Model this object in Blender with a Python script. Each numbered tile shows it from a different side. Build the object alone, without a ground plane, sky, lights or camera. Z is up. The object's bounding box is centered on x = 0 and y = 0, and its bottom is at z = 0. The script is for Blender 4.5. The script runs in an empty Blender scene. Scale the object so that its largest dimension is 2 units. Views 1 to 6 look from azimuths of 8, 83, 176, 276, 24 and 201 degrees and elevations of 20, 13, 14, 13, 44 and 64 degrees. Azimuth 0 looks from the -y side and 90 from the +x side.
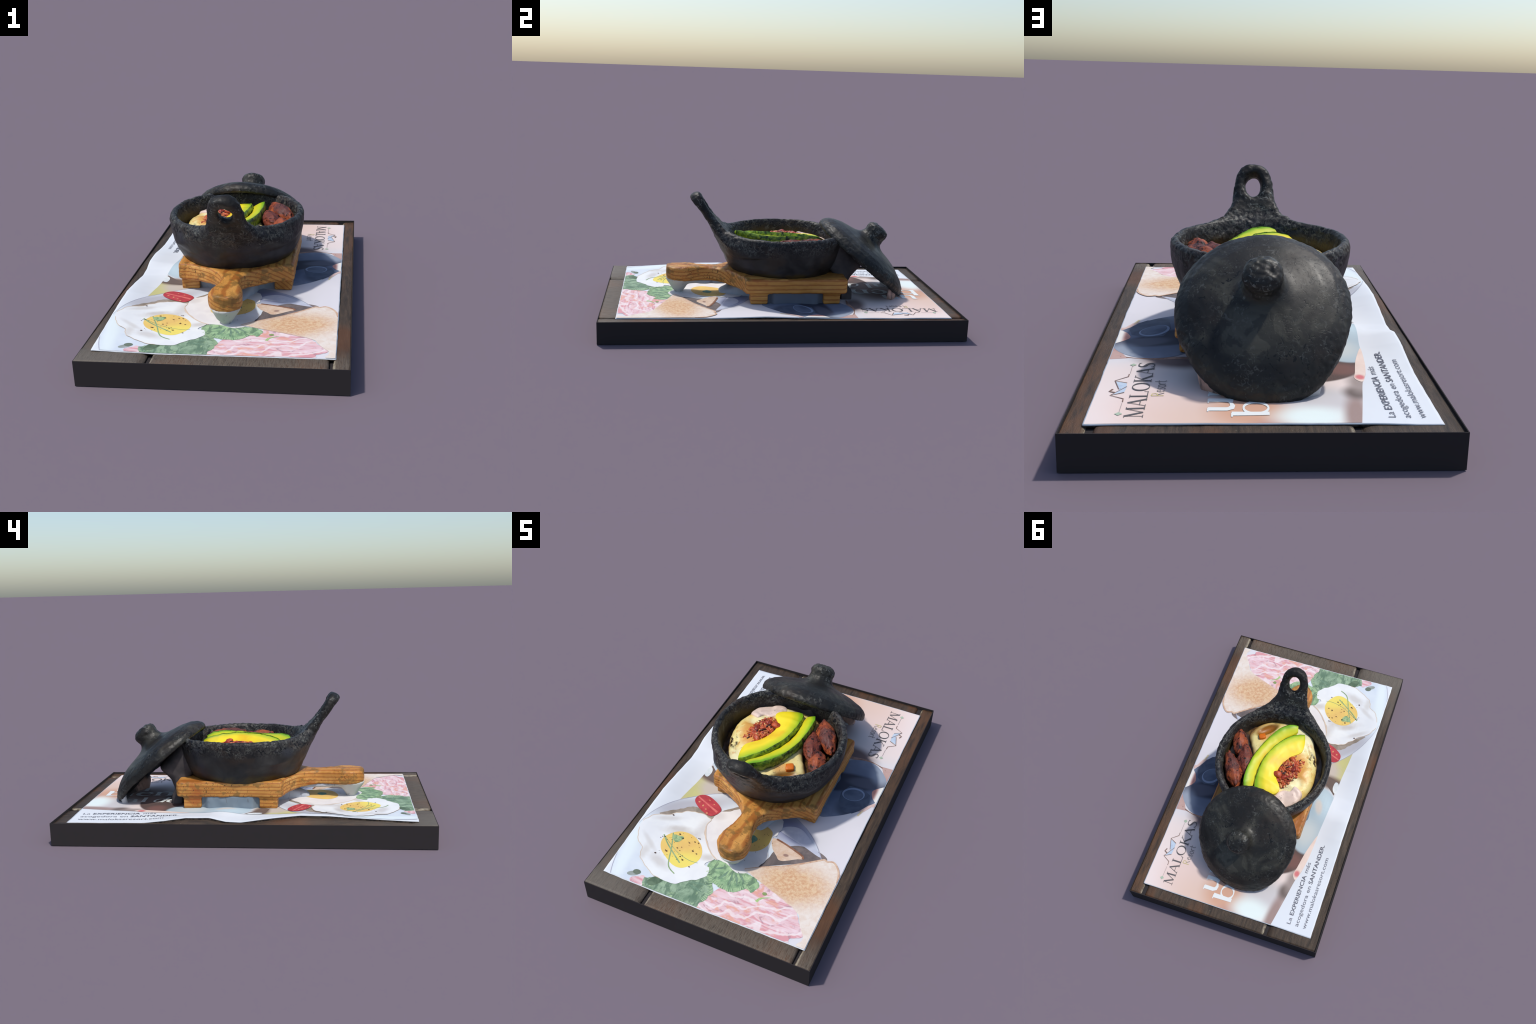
# A black clay pot of eggs and avocado on a little wooden serving board,
# standing on a printed paper placemat that lies on a dark slab of planks.
import bpy, bmesh, math, random
import numpy as np
from mathutils import Vector, Matrix

random.seed(11)
RNG = np.random.default_rng(11)
D = bpy.data
COLL = bpy.context.scene.collection


# ------------------------------------------------------------------ helpers
def alb(r, g, b, k=1.0):
    """colour seen in full sun (0-255) -> base colour under this sun and sky"""
    def lin(c):
        c /= 255.0
        return c / 12.92 if c <= 0.04045 else ((c + 0.055) / 1.055) ** 2.4
    return (min(0.82, k * lin(r) / 1.275), min(0.82, k * lin(g) / 1.25), min(0.82, k * lin(b) / 1.35), 1)


def smooth01(t):
    t = np.clip(t, 0, 1)
    return t * t * (3 - 2 * t)


_T = RNG.random((32, 32, 32)).astype(np.float32) * 2 - 1


def noise3(x, y, z, size, seed=0):
    """value noise in -1..1, one lump per `size` metres"""
    o = np.array([12.37, 3.71, 7.93]) * (seed + 1)
    q = [np.asarray(a, np.float32) / size + np.float32(b) for a, b in zip((x, y, z), o)]
    i = [np.floor(a).astype(np.int32) for a in q]
    f = [a - b for a, b in zip(q, i)]
    f = [a * a * (3 - 2 * a) for a in f]
    i0 = [a & 31 for a in i]
    i1 = [(a + 1) & 31 for a in i]
    c = lambda a, b, d: _T[a, b, d]
    x00 = c(i0[0], i0[1], i0[2]) * (1 - f[0]) + c(i1[0], i0[1], i0[2]) * f[0]
    x10 = c(i0[0], i1[1], i0[2]) * (1 - f[0]) + c(i1[0], i1[1], i0[2]) * f[0]
    x01 = c(i0[0], i0[1], i1[2]) * (1 - f[0]) + c(i1[0], i0[1], i1[2]) * f[0]
    x11 = c(i0[0], i1[1], i1[2]) * (1 - f[0]) + c(i1[0], i1[1], i1[2]) * f[0]
    y0 = x00 * (1 - f[1]) + x10 * f[1]
    y1 = x01 * (1 - f[1]) + x11 * f[1]
    return y0 * (1 - f[2]) + y1 * f[2]


def smin(a, b, k):
    h = np.clip(0.5 + 0.5 * (b - a) / k, 0, 1)
    return b * (1 - h) + a * h - k * h * (1 - h)


def smax(a, b, k):
    return -smin(-a, -b, k)


def poly_sd(px, py, pts):
    """signed distance to a closed outline (negative inside)"""
    d = np.full(px.shape, 1e9, np.float32)
    s = np.ones(px.shape, np.float32)
    n = len(pts)
    for i in range(n):
        ax, ay = pts[i]
        bx, by = pts[i - 1]
        ex, ey = bx - ax, by - ay
        wx, wy = px - ax, py - ay
        t = np.clip((wx * ex + wy * ey) / (ex * ex + ey * ey + 1e-12), 0, 1)
        d = np.minimum(d, (wx - ex * t) ** 2 + (wy - ey * t) ** 2)
        c1, c2, c3 = py >= ay, py < by, ex * wy > ey * wx
        flip = (c1 & c2 & c3) | (~c1 & ~c2 & ~c3)
        s = np.where(flip, -s, s)
    return s * np.sqrt(d)


def surface(f, lo, hi, h):
    """mesh of f(x, y, z) = 0 by surface nets: vertices, quads"""
    ax = [np.arange(a, b + h, h, dtype=np.float32) for a, b in zip(lo, hi)]
    X, Y, Z = np.meshgrid(*ax, indexing="ij", sparse=False)
    V = f(X, Y, Z).astype(np.float32)
    S = V < 0
    nx, ny, nz = V.shape
    corner = [(i, j, k) for i in (0, 1) for j in (0, 1) for k in (0, 1)]
    sub = lambda A, c: A[c[0]:nx - 1 + c[0], c[1]:ny - 1 + c[1], c[2]:nz - 1 + c[2]]
    cnt = sum(sub(S, c).astype(np.int8) for c in corner)
    act = (cnt > 0) & (cnt < 8)
    I = np.argwhere(act)
    idx = np.full(act.shape, -1, np.int64)
    idx[act] = np.arange(len(I))
    acc = np.zeros((len(I), 3), np.float64)
    num = np.zeros(len(I))
    val = {c: V[I[:, 0] + c[0], I[:, 1] + c[1], I[:, 2] + c[2]] for c in corner}
    for a in corner:
        for axis in range(3):
            if a[axis] == 0:
                b = tuple(v + (1 if q == axis else 0) for q, v in enumerate(a))
                va, vb = val[a], val[b]
                m = (va < 0) != (vb < 0)
                t = np.where(m, va / np.where(m, va - vb, 1), 0)
                p = np.array(a, float)[None].repeat(len(I), 0)
                p[:, axis] += t
                acc += p * m[:, None]
                num += m
    P = I + acc / num[:, None]
    P = P * h + np.array(lo)
    quads = []
    for axis in range(3):
        u, w = (axis + 1) % 3, (axis + 2) % 3
        a = [slice(0, n) for n in V.shape]
        b = [slice(0, n) for n in V.shape]
        a[axis], b[axis] = slice(0, V.shape[axis] - 1), slice(1, None)
        s0, s1 = S[tuple(a)], S[tuple(b)]
        e = np.argwhere(s0 != s1)
        e = e[(e[:, u] > 0) & (e[:, w] > 0) & (e[:, u] < V.shape[u] - 1) & (e[:, w] < V.shape[w] - 1)]
        inside = s0[e[:, 0], e[:, 1], e[:, 2]]
        q = []
        for du, dw in ((0, 0), (-1, 0), (-1, -1), (0, -1)):
            g = e.copy()
            g[:, u] += du
            g[:, w] += dw
            q.append(idx[g[:, 0], g[:, 1], g[:, 2]])
        q = np.stack(q, 1)
        q[~inside] = q[~inside][:, ::-1]
        quads.append(q)
    return P, np.concatenate(quads)


def vert_normals(P, Q):
    n = np.cross(P[Q[:, 2]] - P[Q[:, 0]], P[Q[:, 3]] - P[Q[:, 1]])
    N = np.zeros_like(P)
    for i in range(4):
        np.add.at(N, Q[:, i], n)
    return N / np.maximum(np.linalg.norm(N, axis=1, keepdims=True), 1e-12)


def relax(P, Q, rounds=2, amount=0.5):
    for _ in range(rounds):
        A = np.zeros_like(P)
        C = np.zeros(len(P))
        for i in range(4):
            for j in (1, 3):
                np.add.at(A, Q[:, i], P[Q[:, (i + j) % 4]])
                np.add.at(C, Q[:, i], 1)
        P = P * (1 - amount) + amount * A / np.maximum(C, 1)[:, None]
    return P


def add(name, verts, faces, mat, parent=None, smooth=True, normals=None):
    me = D.meshes.new(name)
    me.from_pydata([tuple(map(float, v)) for v in verts], [], [tuple(map(int, f)) for f in faces])
    me.materials.append(mat)
    if smooth:
        me.polygons.foreach_set("use_smooth", [True] * len(me.polygons))
    me.update()
    if normals is not None:
        me.normals_split_custom_set_from_vertices([tuple(map(float, n)) for n in normals])
    ob = D.objects.new(name, me)
    COLL.objects.link(ob)
    if parent:
        ob.parent = parent
    return ob


def add_regions(P, Q, label, names, mats, parents):
    """one smooth surface cut into named parts that keep the whole body's normals"""
    N = vert_normals(P, Q)
    out = []
    for k, nm in enumerate(names):
        q = Q[label == k]
        u, inv = np.unique(q, return_inverse=True)
        par = parents[k]
        if isinstance(par, int):
            par = out[par]
        out.append(add(nm, P[u], inv.reshape(-1, 4), mats[k], par, normals=N[u]))
    return out


def thing(name, label, category, at=(0, 0, 0)):
    e = D.objects.new(name, None)
    COLL.objects.link(e)
    e["label"], e["category"] = label, category
    return e


# ------------------------------------------------------------------ materials
class Mat:
    def __init__(self, name, rough=0.7, spec=0.3):
        self.m = D.materials.new(name)
        self.m.use_nodes = True
        self.t = self.m.node_tree
        self.bs = self.t.nodes["Principled BSDF"]
        self.bs.inputs["Roughness"].default_value = rough
        self.bs.inputs["Specular IOR Level"].default_value = spec
        self.co = self.n("ShaderNodeTexCoord").outputs["Object"]

    def n(self, kind, **kw):
        x = self.t.nodes.new(kind)
        for k, v in kw.items():
            setattr(x, k, v)
        return x

    def link(self, a, b):
        self.t.links.new(a, b)

    def put(self, sock, v):
        if hasattr(v, "is_output"):
            self.link(v, sock)
        else:
            sock.default_value = v

    def math(self, op, a, b=0.0, clamp=False):
        x = self.n("ShaderNodeMath", operation=op, use_clamp=clamp)
        self.put(x.inputs[0], a)
        self.put(x.inputs[1], b)
        return x.outputs[0]

    def mapping(self, scale=(1, 1, 1), rot=(0, 0, 0), loc=(0, 0, 0), co=None):
        x = self.n("ShaderNodeMapping")
        x.inputs["Scale"].default_value = scale
        x.inputs["Rotation"].default_value = rot
        x.inputs["Location"].default_value = loc
        self.link(co or self.co, x.inputs["Vector"])
        return x.outputs[0]

    def noise(self, scale=10, detail=4, rough=0.55, stretch=(1, 1, 1), rot=(0, 0, 0), dist=0.0, loc=(0, 0, 0)):
        x = self.n("ShaderNodeTexNoise")
        x.inputs["Scale"].default_value = scale
        x.inputs["Detail"].default_value = detail
        x.inputs["Roughness"].default_value = rough
        x.inputs["Distortion"].default_value = dist
        self.link(self.mapping(stretch, rot, loc), x.inputs["Vector"])
        return x.outputs["Fac"]

    def voronoi(self, scale=10, stretch=(1, 1, 1), rot=(0, 0, 0), feature="F1"):
        x = self.n("ShaderNodeTexVoronoi", feature=feature)
        x.inputs["Scale"].default_value = scale
        self.link(self.mapping(stretch, rot), x.inputs["Vector"])
        return x.outputs["Distance"]

    def wave(self, scale=10, dist=3, dscale=1.5, stretch=(1, 1, 1), rot=(0, 0, 0), axis="X"):
        x = self.n("ShaderNodeTexWave", bands_direction=axis)
        x.inputs["Scale"].default_value = scale
        x.inputs["Distortion"].default_value = dist
        x.inputs["Detail"].default_value = 3
        x.inputs["Detail Scale"].default_value = dscale
        self.link(self.mapping(stretch, rot), x.inputs["Vector"])
        return x.outputs["Fac"]

    def step(self, v, a, b):
        x = self.n("ShaderNodeMapRange", interpolation_type="SMOOTHSTEP")
        self.put(x.inputs["Value"], v)
        x.inputs["From Min"].default_value = a
        x.inputs["From Max"].default_value = b
        if a > b:
            x.inputs["From Min"].default_value, x.inputs["From Max"].default_value = b, a
            x.inputs["To Min"].default_value, x.inputs["To Max"].default_value = 1, 0
        return x.outputs["Result"]

    def mix(self, f, a, b, mode="MIX"):
        x = self.n("ShaderNodeMix", data_type="RGBA", blend_type=mode)
        self.put(x.inputs["Factor"], f)
        self.put(x.inputs["A"], a)
        self.put(x.inputs["B"], b)
        return x.outputs["Result"]

    def ramp(self, v, stops):
        x = self.n("ShaderNodeValToRGB")
        cr = x.color_ramp
        while len(cr.elements) < len(stops):
            cr.elements.new(0.5)
        for e, (p, c) in zip(cr.elements, stops):
            e.position, e.color = p, c
        self.link(v, x.inputs["Fac"])
        return x.outputs["Color"]

    def xyz(self):
        x = self.n("ShaderNodeSeparateXYZ")
        self.link(self.co, x.inputs[0])
        return x.outputs

    def blob(self, cx, cy, rx, ry, rot=0.0, soft=0.5, rag=0.0, rscale=15):
        """soft-edged ellipse on the xy plane"""
        v = self.mapping((1, 1, 0), loc=(-cx, -cy, 0))
        x = self.n("ShaderNodeMapping")
        x.inputs["Rotation"].default_value = (0, 0, -math.radians(rot))
        self.link(v, x.inputs["Vector"])
        y = self.n("ShaderNodeMapping")
        y.inputs["Scale"].default_value = (1 / rx, 1 / ry, 0)
        self.link(x.outputs[0], y.inputs["Vector"])
        l = self.n("ShaderNodeVectorMath", operation="LENGTH")
        self.link(y.outputs[0], l.inputs[0])
        d = l.outputs["Value"]
        if rag:
            d = self.math("ADD", d, self.math("MULTIPLY", self.math("SUBTRACT", self.noise(rscale, 5), 0.5), rag))
        return self.step(d, 1 + soft / 2, max(0.0, 1 - soft / 2))

    def bump(self, h, dist=0.003, strength=0.6):
        x = self.n("ShaderNodeBump")
        x.inputs["Distance"].default_value = dist
        x.inputs["Strength"].default_value = strength
        self.link(h, x.inputs["Height"])
        self.link(x.outputs[0], self.bs.inputs["Normal"])

    def done(self, colour):
        self.put(self.bs.inputs["Base Color"], colour)
        return self.m


def plain(name, colour, rough=0.8, var=0.08, scale=40):
    m = Mat(name, rough)
    n = m.noise(scale, 3)
    c2 = tuple(c * (1 - 2.5 * var) for c in colour[:3]) + (1,)
    return m.done(m.mix(n, colour, c2))


# ---- dark slab and planks
def mat_slab():
    m = Mat("dark_slab_side", 0.9, 0.1)
    return m.done((0.033, 0.029, 0.030, 1))


def mat_plank():
    m = Mat("weathered_dark_plank", 0.62, 0.35)
    x, y, z = m.xyz()
    g = m.noise(9, 6, 0.65, (6, 0.8, 1), dist=0.6)
    f = m.noise(60, 5, 0.7, (4, 0.4, 1))
    c = m.ramp(g, [(0.3, alb(42, 34, 29)), (0.5, alb(70, 56, 46)), (0.72, alb(92, 75, 62))])
    c = m.mix(m.math("MULTIPLY", m.step(f, 0.5, 0.72), 0.45), c, alb(36, 32, 29))
    red = m.step(m.noise(3.2, 3, 0.5, (1.6, 0.9, 1), loc=(3, 1, 0)), 0.48, 0.66)
    c = m.mix(m.math("MULTIPLY", red, 0.6), c, alb(104, 64, 36))
    east = m.math("MULTIPLY", m.step(x, 0.5, 0.56), m.step(y, -0.1, 0.6))
    c = m.mix(m.math("MULTIPLY", east, m.math("MULTIPLY", m.step(g, 0.25, 0.65), 0.7)), c, alb(100, 66, 42))
    south = m.step(y, -0.8, -0.97)  # south border and SW corner greyed lighter: glare baked into the plank colour
    c = m.mix(m.math("MULTIPLY", m.math("MULTIPLY", south, m.step(f, 0.3, 0.6)), 0.62), c, alb(122, 110, 100))
    sw = m.math("MULTIPLY", m.step(x, -0.2, -0.5), m.step(y, -0.5, -0.9))
    c = m.mix(m.math("MULTIPLY", sw, 0.4), c, alb(122, 116, 112))
    fl = m.step(m.noise(90, 2, 0.5, (2, 0.7, 1), loc=(7, 2, 0)), 0.74, 0.79)
    c = m.mix(m.math("MULTIPLY", fl, 0.6), c, alb(150, 140, 128))
    # worn, paler arrises along the gaps between planks
    for gx in (-0.268, 0.523):
        e = m.math("ABSOLUTE", m.math("SUBTRACT", x, gx))
        w = m.math("MULTIPLY", m.step(e, 0.017, 0.004), m.step(m.noise(35, 3, 0.6, (1, 0.5, 1)), 0.4, 0.58))
        c = m.mix(m.math("MULTIPLY", w, 0.75), c, alb(186, 174, 156))
    m.bump(m.math("ADD", g, f), 0.003, 0.5)
    return m.done(c)


# ---- clay
def clay(name, pit=1.0, grit=1.0):
    m = Mat(name, 0.42, 0.24)
    a = m.noise(4.2, 6, 0.58, dist=0.8)
    b = m.noise(45, 4, 0.6, dist=1.2)
    c = m.ramp(a, [(0.34, (0.008, 0.0075, 0.007, 1)), (0.46, (0.018, 0.017, 0.0155, 1)), (0.54, (0.033, 0.032, 0.026, 1)), (0.62, (0.058, 0.056, 0.045, 1)), (0.74, (0.078, 0.076, 0.062, 1))])  # pale olive-grey end of the ramp paints the soft sheen on the clay
    blotch = m.step(m.noise(13, 3, 0.5, dist=0.4, loc=(8, 1, 4)), 0.5, 0.545)
    c = m.mix(m.math("MULTIPLY", blotch, 0.5), c, (0.014, 0.015, 0.015, 1))
    fleck = m.math("MULTIPLY", m.step(m.noise(52, 4, 0.6, dist=1.5, loc=(4, 4, 9)), 0.54, 0.64), m.step(m.noise(12, 3, 0.6, loc=(3, 0, 5)), 0.42, 0.6))
    c = m.mix(m.math("MULTIPLY", fleck, 0.8 * grit), c, (0.17, 0.178, 0.165, 1))
    warm = m.step(m.noise(5, 3, 0.5, loc=(4, 9, 1)), 0.55, 0.75)
    c = m.mix(m.math("MULTIPLY", warm, 0.4), c, (0.045, 0.031, 0.022, 1))
    d = m.step(m.noise(46, 3, 0.55, dist=1.5, loc=(2, 5, 3)), 0.585, 0.625)
    area = m.step(m.noise(5, 3, 0.55, loc=(1, 7, 2)), 0.42, 0.58)
    c = m.mix(m.math("MULTIPLY", m.math("MULTIPLY", d, area), pit), c, (0.005, 0.006, 0.007, 1))
    m.bump(m.math("ADD", m.math("MULTIPLY", b, grit), m.math("MULTIPLY", d, -0.3)), 0.003, 0.35)
    r = m.step(a, 0.25, 0.75)
    m.put(m.bs.inputs["Roughness"], m.math("ADD", m.math("MULTIPLY", r, -0.16), 0.52))
    return m.done(c)


def clay_bowl():
    m = Mat("black_clay_bowl", 0.45, 0.2)
    x, y, z = m.xyz()
    a = m.noise(7, 5, 0.6, dist=0.6)
    b = m.noise(45, 4, 0.6, dist=1.2)
    c = m.ramp(a, [(0.3, (0.012, 0.0115, 0.012, 1)), (0.5, (0.023, 0.022, 0.022, 1)), (0.72, (0.046, 0.044, 0.042, 1))])
    warm = m.step(m.noise(6, 3, 0.5, (1, 1, 1.5), loc=(2, 3, 1)), 0.5, 0.66)
    c = m.mix(m.math("MULTIPLY", warm, 0.55), c, (0.044, 0.030, 0.021, 1))
    blue = m.step(m.noise(5, 3, 0.5, (1, 1, 1.5), loc=(9, 4, 6)), 0.52, 0.68)
    c = m.mix(m.math("MULTIPLY", blue, 0.6), c, (0.032, 0.035, 0.046, 1))
    # rough, speckled band round the lip: bare clay that was never burnished
    lip = m.step(m.math("ADD", z, m.math("MULTIPLY", m.noise(14, 4), 0.07)), 0.425, 0.485)
    sp = m.step(b, 0.45, 0.62)
    big = m.step(m.noise(11, 4, 0.6, loc=(6, 2, 2)), 0.35, 0.62)
    c = m.mix(m.math("MULTIPLY", m.math("MULTIPLY", lip, sp), m.math("ADD", m.math("MULTIPLY", big, 0.8), 0.12)), c, (0.100, 0.102, 0.090, 1))
    d = m.step(m.noise(48, 4, 0.6, dist=1.8, loc=(2, 5, 3)), 0.53, 0.58)
    c = m.mix(m.math("MULTIPLY", lip, d), c, (0.007, 0.008, 0.01, 1))
    # oily brown glaze inside
    rr = m.n("ShaderNodeVectorMath", operation="LENGTH")
    m.link(m.mapping((1, 1, 0), loc=(0.016, -0.035, 0)), rr.inputs[0])
    ins = m.math("MULTIPLY", m.step(rr.outputs["Value"], 0.318, 0.305), m.step(z, 0.47, 0.43))
    c = m.mix(m.math("MULTIPLY", ins, m.step(a, 0.35, 0.6)), c, (0.055, 0.040, 0.014, 1))
    m.bump(m.math("ADD", m.math("MULTIPLY", b, lip), m.math("MULTIPLY", m.noise(120, 3), 0.3)), 0.004, 0.5)
    return m.done(c)


# ---- board
def mat_board():
    m = Mat("oiled_pine_board", 0.5, 0.35)
    x, y, z = m.xyz()
    # growth rings: a log whose pith lies well below and aside of the board
    q = m.mapping((1, 0.06, 1), loc=(0.18, 0, 0.35))
    ln = m.n("ShaderNodeVectorMath", operation="LENGTH")
    m.link(q, ln.inputs[0])
    r = m.math("ADD", ln.outputs["Value"], m.math("MULTIPLY", m.noise(4, 3, 0.5, (1, 0.35, 1)), 0.016))
    ring = m.math("SINE", m.math("MULTIPLY", r, 330.0))
    c = m.ramp(m.noise(5, 4, 0.6, (2, 0.5, 2)), [(0.3, alb(196, 128, 58)), (0.5, alb(214, 150, 76)), (0.72, alb(228, 172, 100))])
    c = m.mix(m.math("MULTIPLY", m.step(ring, 0.1, 1.0), 0.68), c, alb(160, 84, 34))
    fib = m.noise(120, 4, 0.7, (1.5, 0.08, 1.5))
    c = m.mix(m.math("MULTIPLY", m.step(fib, 0.5, 0.75), 0.35), c, alb(140, 84, 38))
    red = m.step(m.noise(9, 3, 0.5, (1, 0.7, 1), loc=(5, 5, 0)), 0.6, 0.72)
    c = m.mix(m.math("MULTIPLY", red, 0.55), c, alb(170, 76, 34))
    # scorches and nicks on the sawn front and on the sides
    nick = m.step(m.noise(48, 3, 0.6, (1.6, 1.6, 1), dist=1.6, loc=(3, 1, 8)), 0.60, 0.66)
    wear = m.step(m.noise(5, 2, 0.5, loc=(0, 4, 4)), 0.36, 0.55)
    edge = m.math("MAXIMUM", m.step(y, -0.165, -0.185), m.math("MAXIMUM", m.step(x, -0.27, -0.295), 0.0))
    tip = m.step(y, -0.575, -0.61)
    c = m.mix(m.math("MULTIPLY", m.math("MULTIPLY", nick, wear), m.math("MULTIPLY", m.math("MAXIMUM", edge, tip), 0.95)), c, alb(76, 50, 24))
    grey = m.step(m.noise(18, 4, 0.6, (1, 1, 1.4), loc=(2, 2, 2)), 0.52, 0.62)
    c = m.mix(m.math("MULTIPLY", m.math("MULTIPLY", grey, edge), 0.75), c, alb(134, 100, 52))
    c = m.mix(m.math("MULTIPLY", m.math("MULTIPLY", m.step(m.noise(26, 4), 0.42, 0.6), tip), 0.4), c, alb(120, 88, 40))
    m.bump(m.math("ADD", fib, m.math("MULTIPLY", nick, -0.8)), 0.002, 0.4)
    return m.done(c)


# ------------------------------------------------------------------ placemat surface
W_Y = [-0.91, -0.80, -0.58, -0.45, -0.31, -0.157, 0.0, 0.08, 0.165, 0.286, 0.40, 0.523, 0.75, 0.93]
W_Z = [0.131, 0.136, 0.149, 0.157, 0.160, 0.143, 0.121, 0.125, 0.145, 0.144, 0.126, 0.114, 0.111, 0.110]
E_Y = [-0.91, -0.63, -0.35, -0.11, 0.08, 0.32, 0.6, 0.93]
E_Z = [0.120, 0.1205, 0.1215, 0.128, 0.121, 0.117, 0.115, 0.1145]


def mat_z(x, y):
    x, y = np.asarray(x, float), np.asarray(y, float)
    base = 0.1193 - 0.003 * smooth01((y - 0.45) / 0.4) + 0.006 * smooth01((-x - 0.08) / 0.35) * smooth01((0.05 - y) / 0.5)
    w = np.interp(y, W_Y, W_Z) - base
    e = np.interp(y, E_Y, E_Z) - base
    z = base + w * np.exp(-((x + 0.55) / np.where(y < -0.2, 0.118, 0.11)) ** 2) + e * np.exp(-((x - 0.54) / 0.10) ** 2)
    z = z + 0.017 * np.exp(-((x + 0.36) / 0.08) ** 2 - ((y - 0.10) / 0.09) ** 2) + 0.012 * np.exp(-((x - 0.35) / 0.07) ** 2 - ((y - 0.06) / 0.10) ** 2)
    z = z + 0.0012 * noise3(x, y, 0 * x, 0.12, 3)
    # the sheet must stay just above the planks
    return np.maximum(z, plank_z(y) + 0.0022)


def plank_z(y, x=0.0):
    flat = 0.1190 - 0.009 * np.clip((y + 0.75) / 1.5, 0, 1)
    lift = np.maximum(np.interp(y, W_Y, W_Z) - 0.013 - flat, 0) * smooth01((-x - 0.503) / 0.03) * smooth01((0.5985 + x) / 0.035)
    south = 0.0045 * smooth01((-x - 0.22) / 0.15) * smooth01((-0.86 - y) / 0.05)
    return flat + np.maximum(lift, south)


def catmull(pts, n=6, closed=True):
    p = [Vector(q) for q in pts]
    m = len(p)
    out = []
    for i in range(m if closed else m - 1):
        g = lambda j: p[j % m] if closed else p[max(0, min(m - 1, j))]
        a, b, c, d = g(i - 1), g(i), g(i + 1), g(i + 2)
        for s in range(n):
            t = s / n
            out.append(0.5 * ((2 * b) + (c - a) * t + (2 * a - 5 * b + 4 * c - d) * t * t + (3 * b - a - 3 * c + d) * t ** 3))
    if not closed:
        out.append(p[-1])
    return [tuple(v) for v in out]


def ragged(pts, amp, size, seed=0):
    a = np.array(pts)
    t = np.roll(a, -1, 0) - np.roll(a, 1, 0)
    nrm = np.c_[t[:, 1], -t[:, 0]] / np.maximum(np.hypot(t[:, 0], t[:, 1]), 1e-9)[:, None]
    d = amp * noise3(a[:, 0], a[:, 1], a[:, 0] * 0, size, seed)
    return [tuple(v) for v in a + nrm * d[:, None]]


MX0, MX1, MY0, MY1 = -0.541, 0.534, -0.904, 0.923     # printed area
STEP = 0.0004


def clip_box(bm, x0=MX0, x1=MX1, y0=MY0, y1=MY1):
    for co, no in (((x0, 0, 0), (-1, 0, 0)), ((x1, 0, 0), (1, 0, 0)), ((0, y0, 0), (0, -1, 0)), ((0, y1, 0), (0, 1, 0))):
        bmesh.ops.bisect_plane(bm, geom=bm.verts[:] + bm.edges[:] + bm.faces[:], dist=1e-7, plane_co=co, plane_no=no, clear_outer=True)


def drape(bm, layer, cell=0.02):
    """cut a flat print into small cells and lay it on the paper"""
    if not bm.verts:
        return
    xs = [v.co.x for v in bm.verts]
    ys = [v.co.y for v in bm.verts]
    for axis, lo, hi in ((0, min(xs), max(xs)), (1, min(ys), max(ys))):
        k = math.floor(lo / cell) + 1
        while k * cell < hi:
            co, no = [0, 0, 0], [0, 0, 0]
            co[axis], no[axis] = k * cell, 1
            bmesh.ops.bisect_plane(bm, geom=bm.verts[:] + bm.edges[:] + bm.faces[:], dist=1e-7, plane_co=co, plane_no=no)
            k += 1
    co = np.array([v.co[:] for v in bm.verts])
    z = mat_grid_z(co[:, 0], co[:, 1])
    for v, q, c in zip(bm.verts, z, co):
        v.co.z = q + STEP * layer + 0.0006 + c[2] * 0.02


def finish_print(bm, name, mat, layer, parent, kind=None):
    clip_box(bm)
    drape(bm, layer)
    for f in bm.faces:
        if f.normal.z < 0:
            f.normal_flip()
    me = D.meshes.new(name)
    bm.to_mesh(me)
    bm.free()
    me.materials.append(mat)
    ob = D.objects.new(name, me)
    COLL.objects.link(ob)
    ob.parent = parent
    if kind:
        ob["kind"] = kind
    return ob


def patch(name, pts, mat, layer, parent):
    bm = bmesh.new()
    vs = [bm.verts.new((p[0], p[1], 0)) for p in pts]
    es = [bm.edges.new((vs[i], vs[(i + 1) % len(vs)])) for i in range(len(vs))]
    bmesh.ops.triangle_fill(bm, use_beauty=True, edges=es)
    bm.normal_update()
    return finish_print(bm, name, mat, layer, parent)


def ribbon(bm, pts, width, lift=0.0):
    """flat stroke along a polyline, width may be a pair (start, end) or a list"""
    n = len(pts)
    if not isinstance(width, (list, tuple)):
        width = [width] * n
    elif len(width) == 2 and n != 2:
        width = [width[0] + (width[1] - width[0]) * i / (n - 1) for i in range(n)]
    prev = None
    for i, p in enumerate(pts):
        a, b = Vector(pts[max(0, i - 1)]), Vector(pts[min(n - 1, i + 1)])
        d = b - a
        d = d / max(d.length, 1e-9)
        o = Vector((-d.y, d.x)) * width[i] / 2
        pair = (bm.verts.new((p[0] + o.x, p[1] + o.y, lift)), bm.verts.new((p[0] - o.x, p[1] - o.y, lift)))
        if prev:
            bm.faces.new((prev[0], prev[1], pair[1], pair[0]))
        prev = pair


def strokes(name, lines, mat, layer, parent):
    bm = bmesh.new()
    for i, (pts, w) in enumerate(lines):
        ribbon(bm, pts, w, i * 0.001)
    bm.normal_update()
    return finish_print(bm, name, mat, layer, parent)


def discs(name, items, mat, layer, parent, sides=9):
    bm = bmesh.new()
    for i, (x, y, rx, ry) in enumerate(items):
        vs = [bm.verts.new((x + rx * math.cos(2 * math.pi * k / sides), y + ry * math.sin(2 * math.pi * k / sides), 0)) for k in range(sides)]
        bm.faces.new(vs)
    bm.normal_update()
    return finish_print(bm, name, mat, layer, parent, "stuff")


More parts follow.
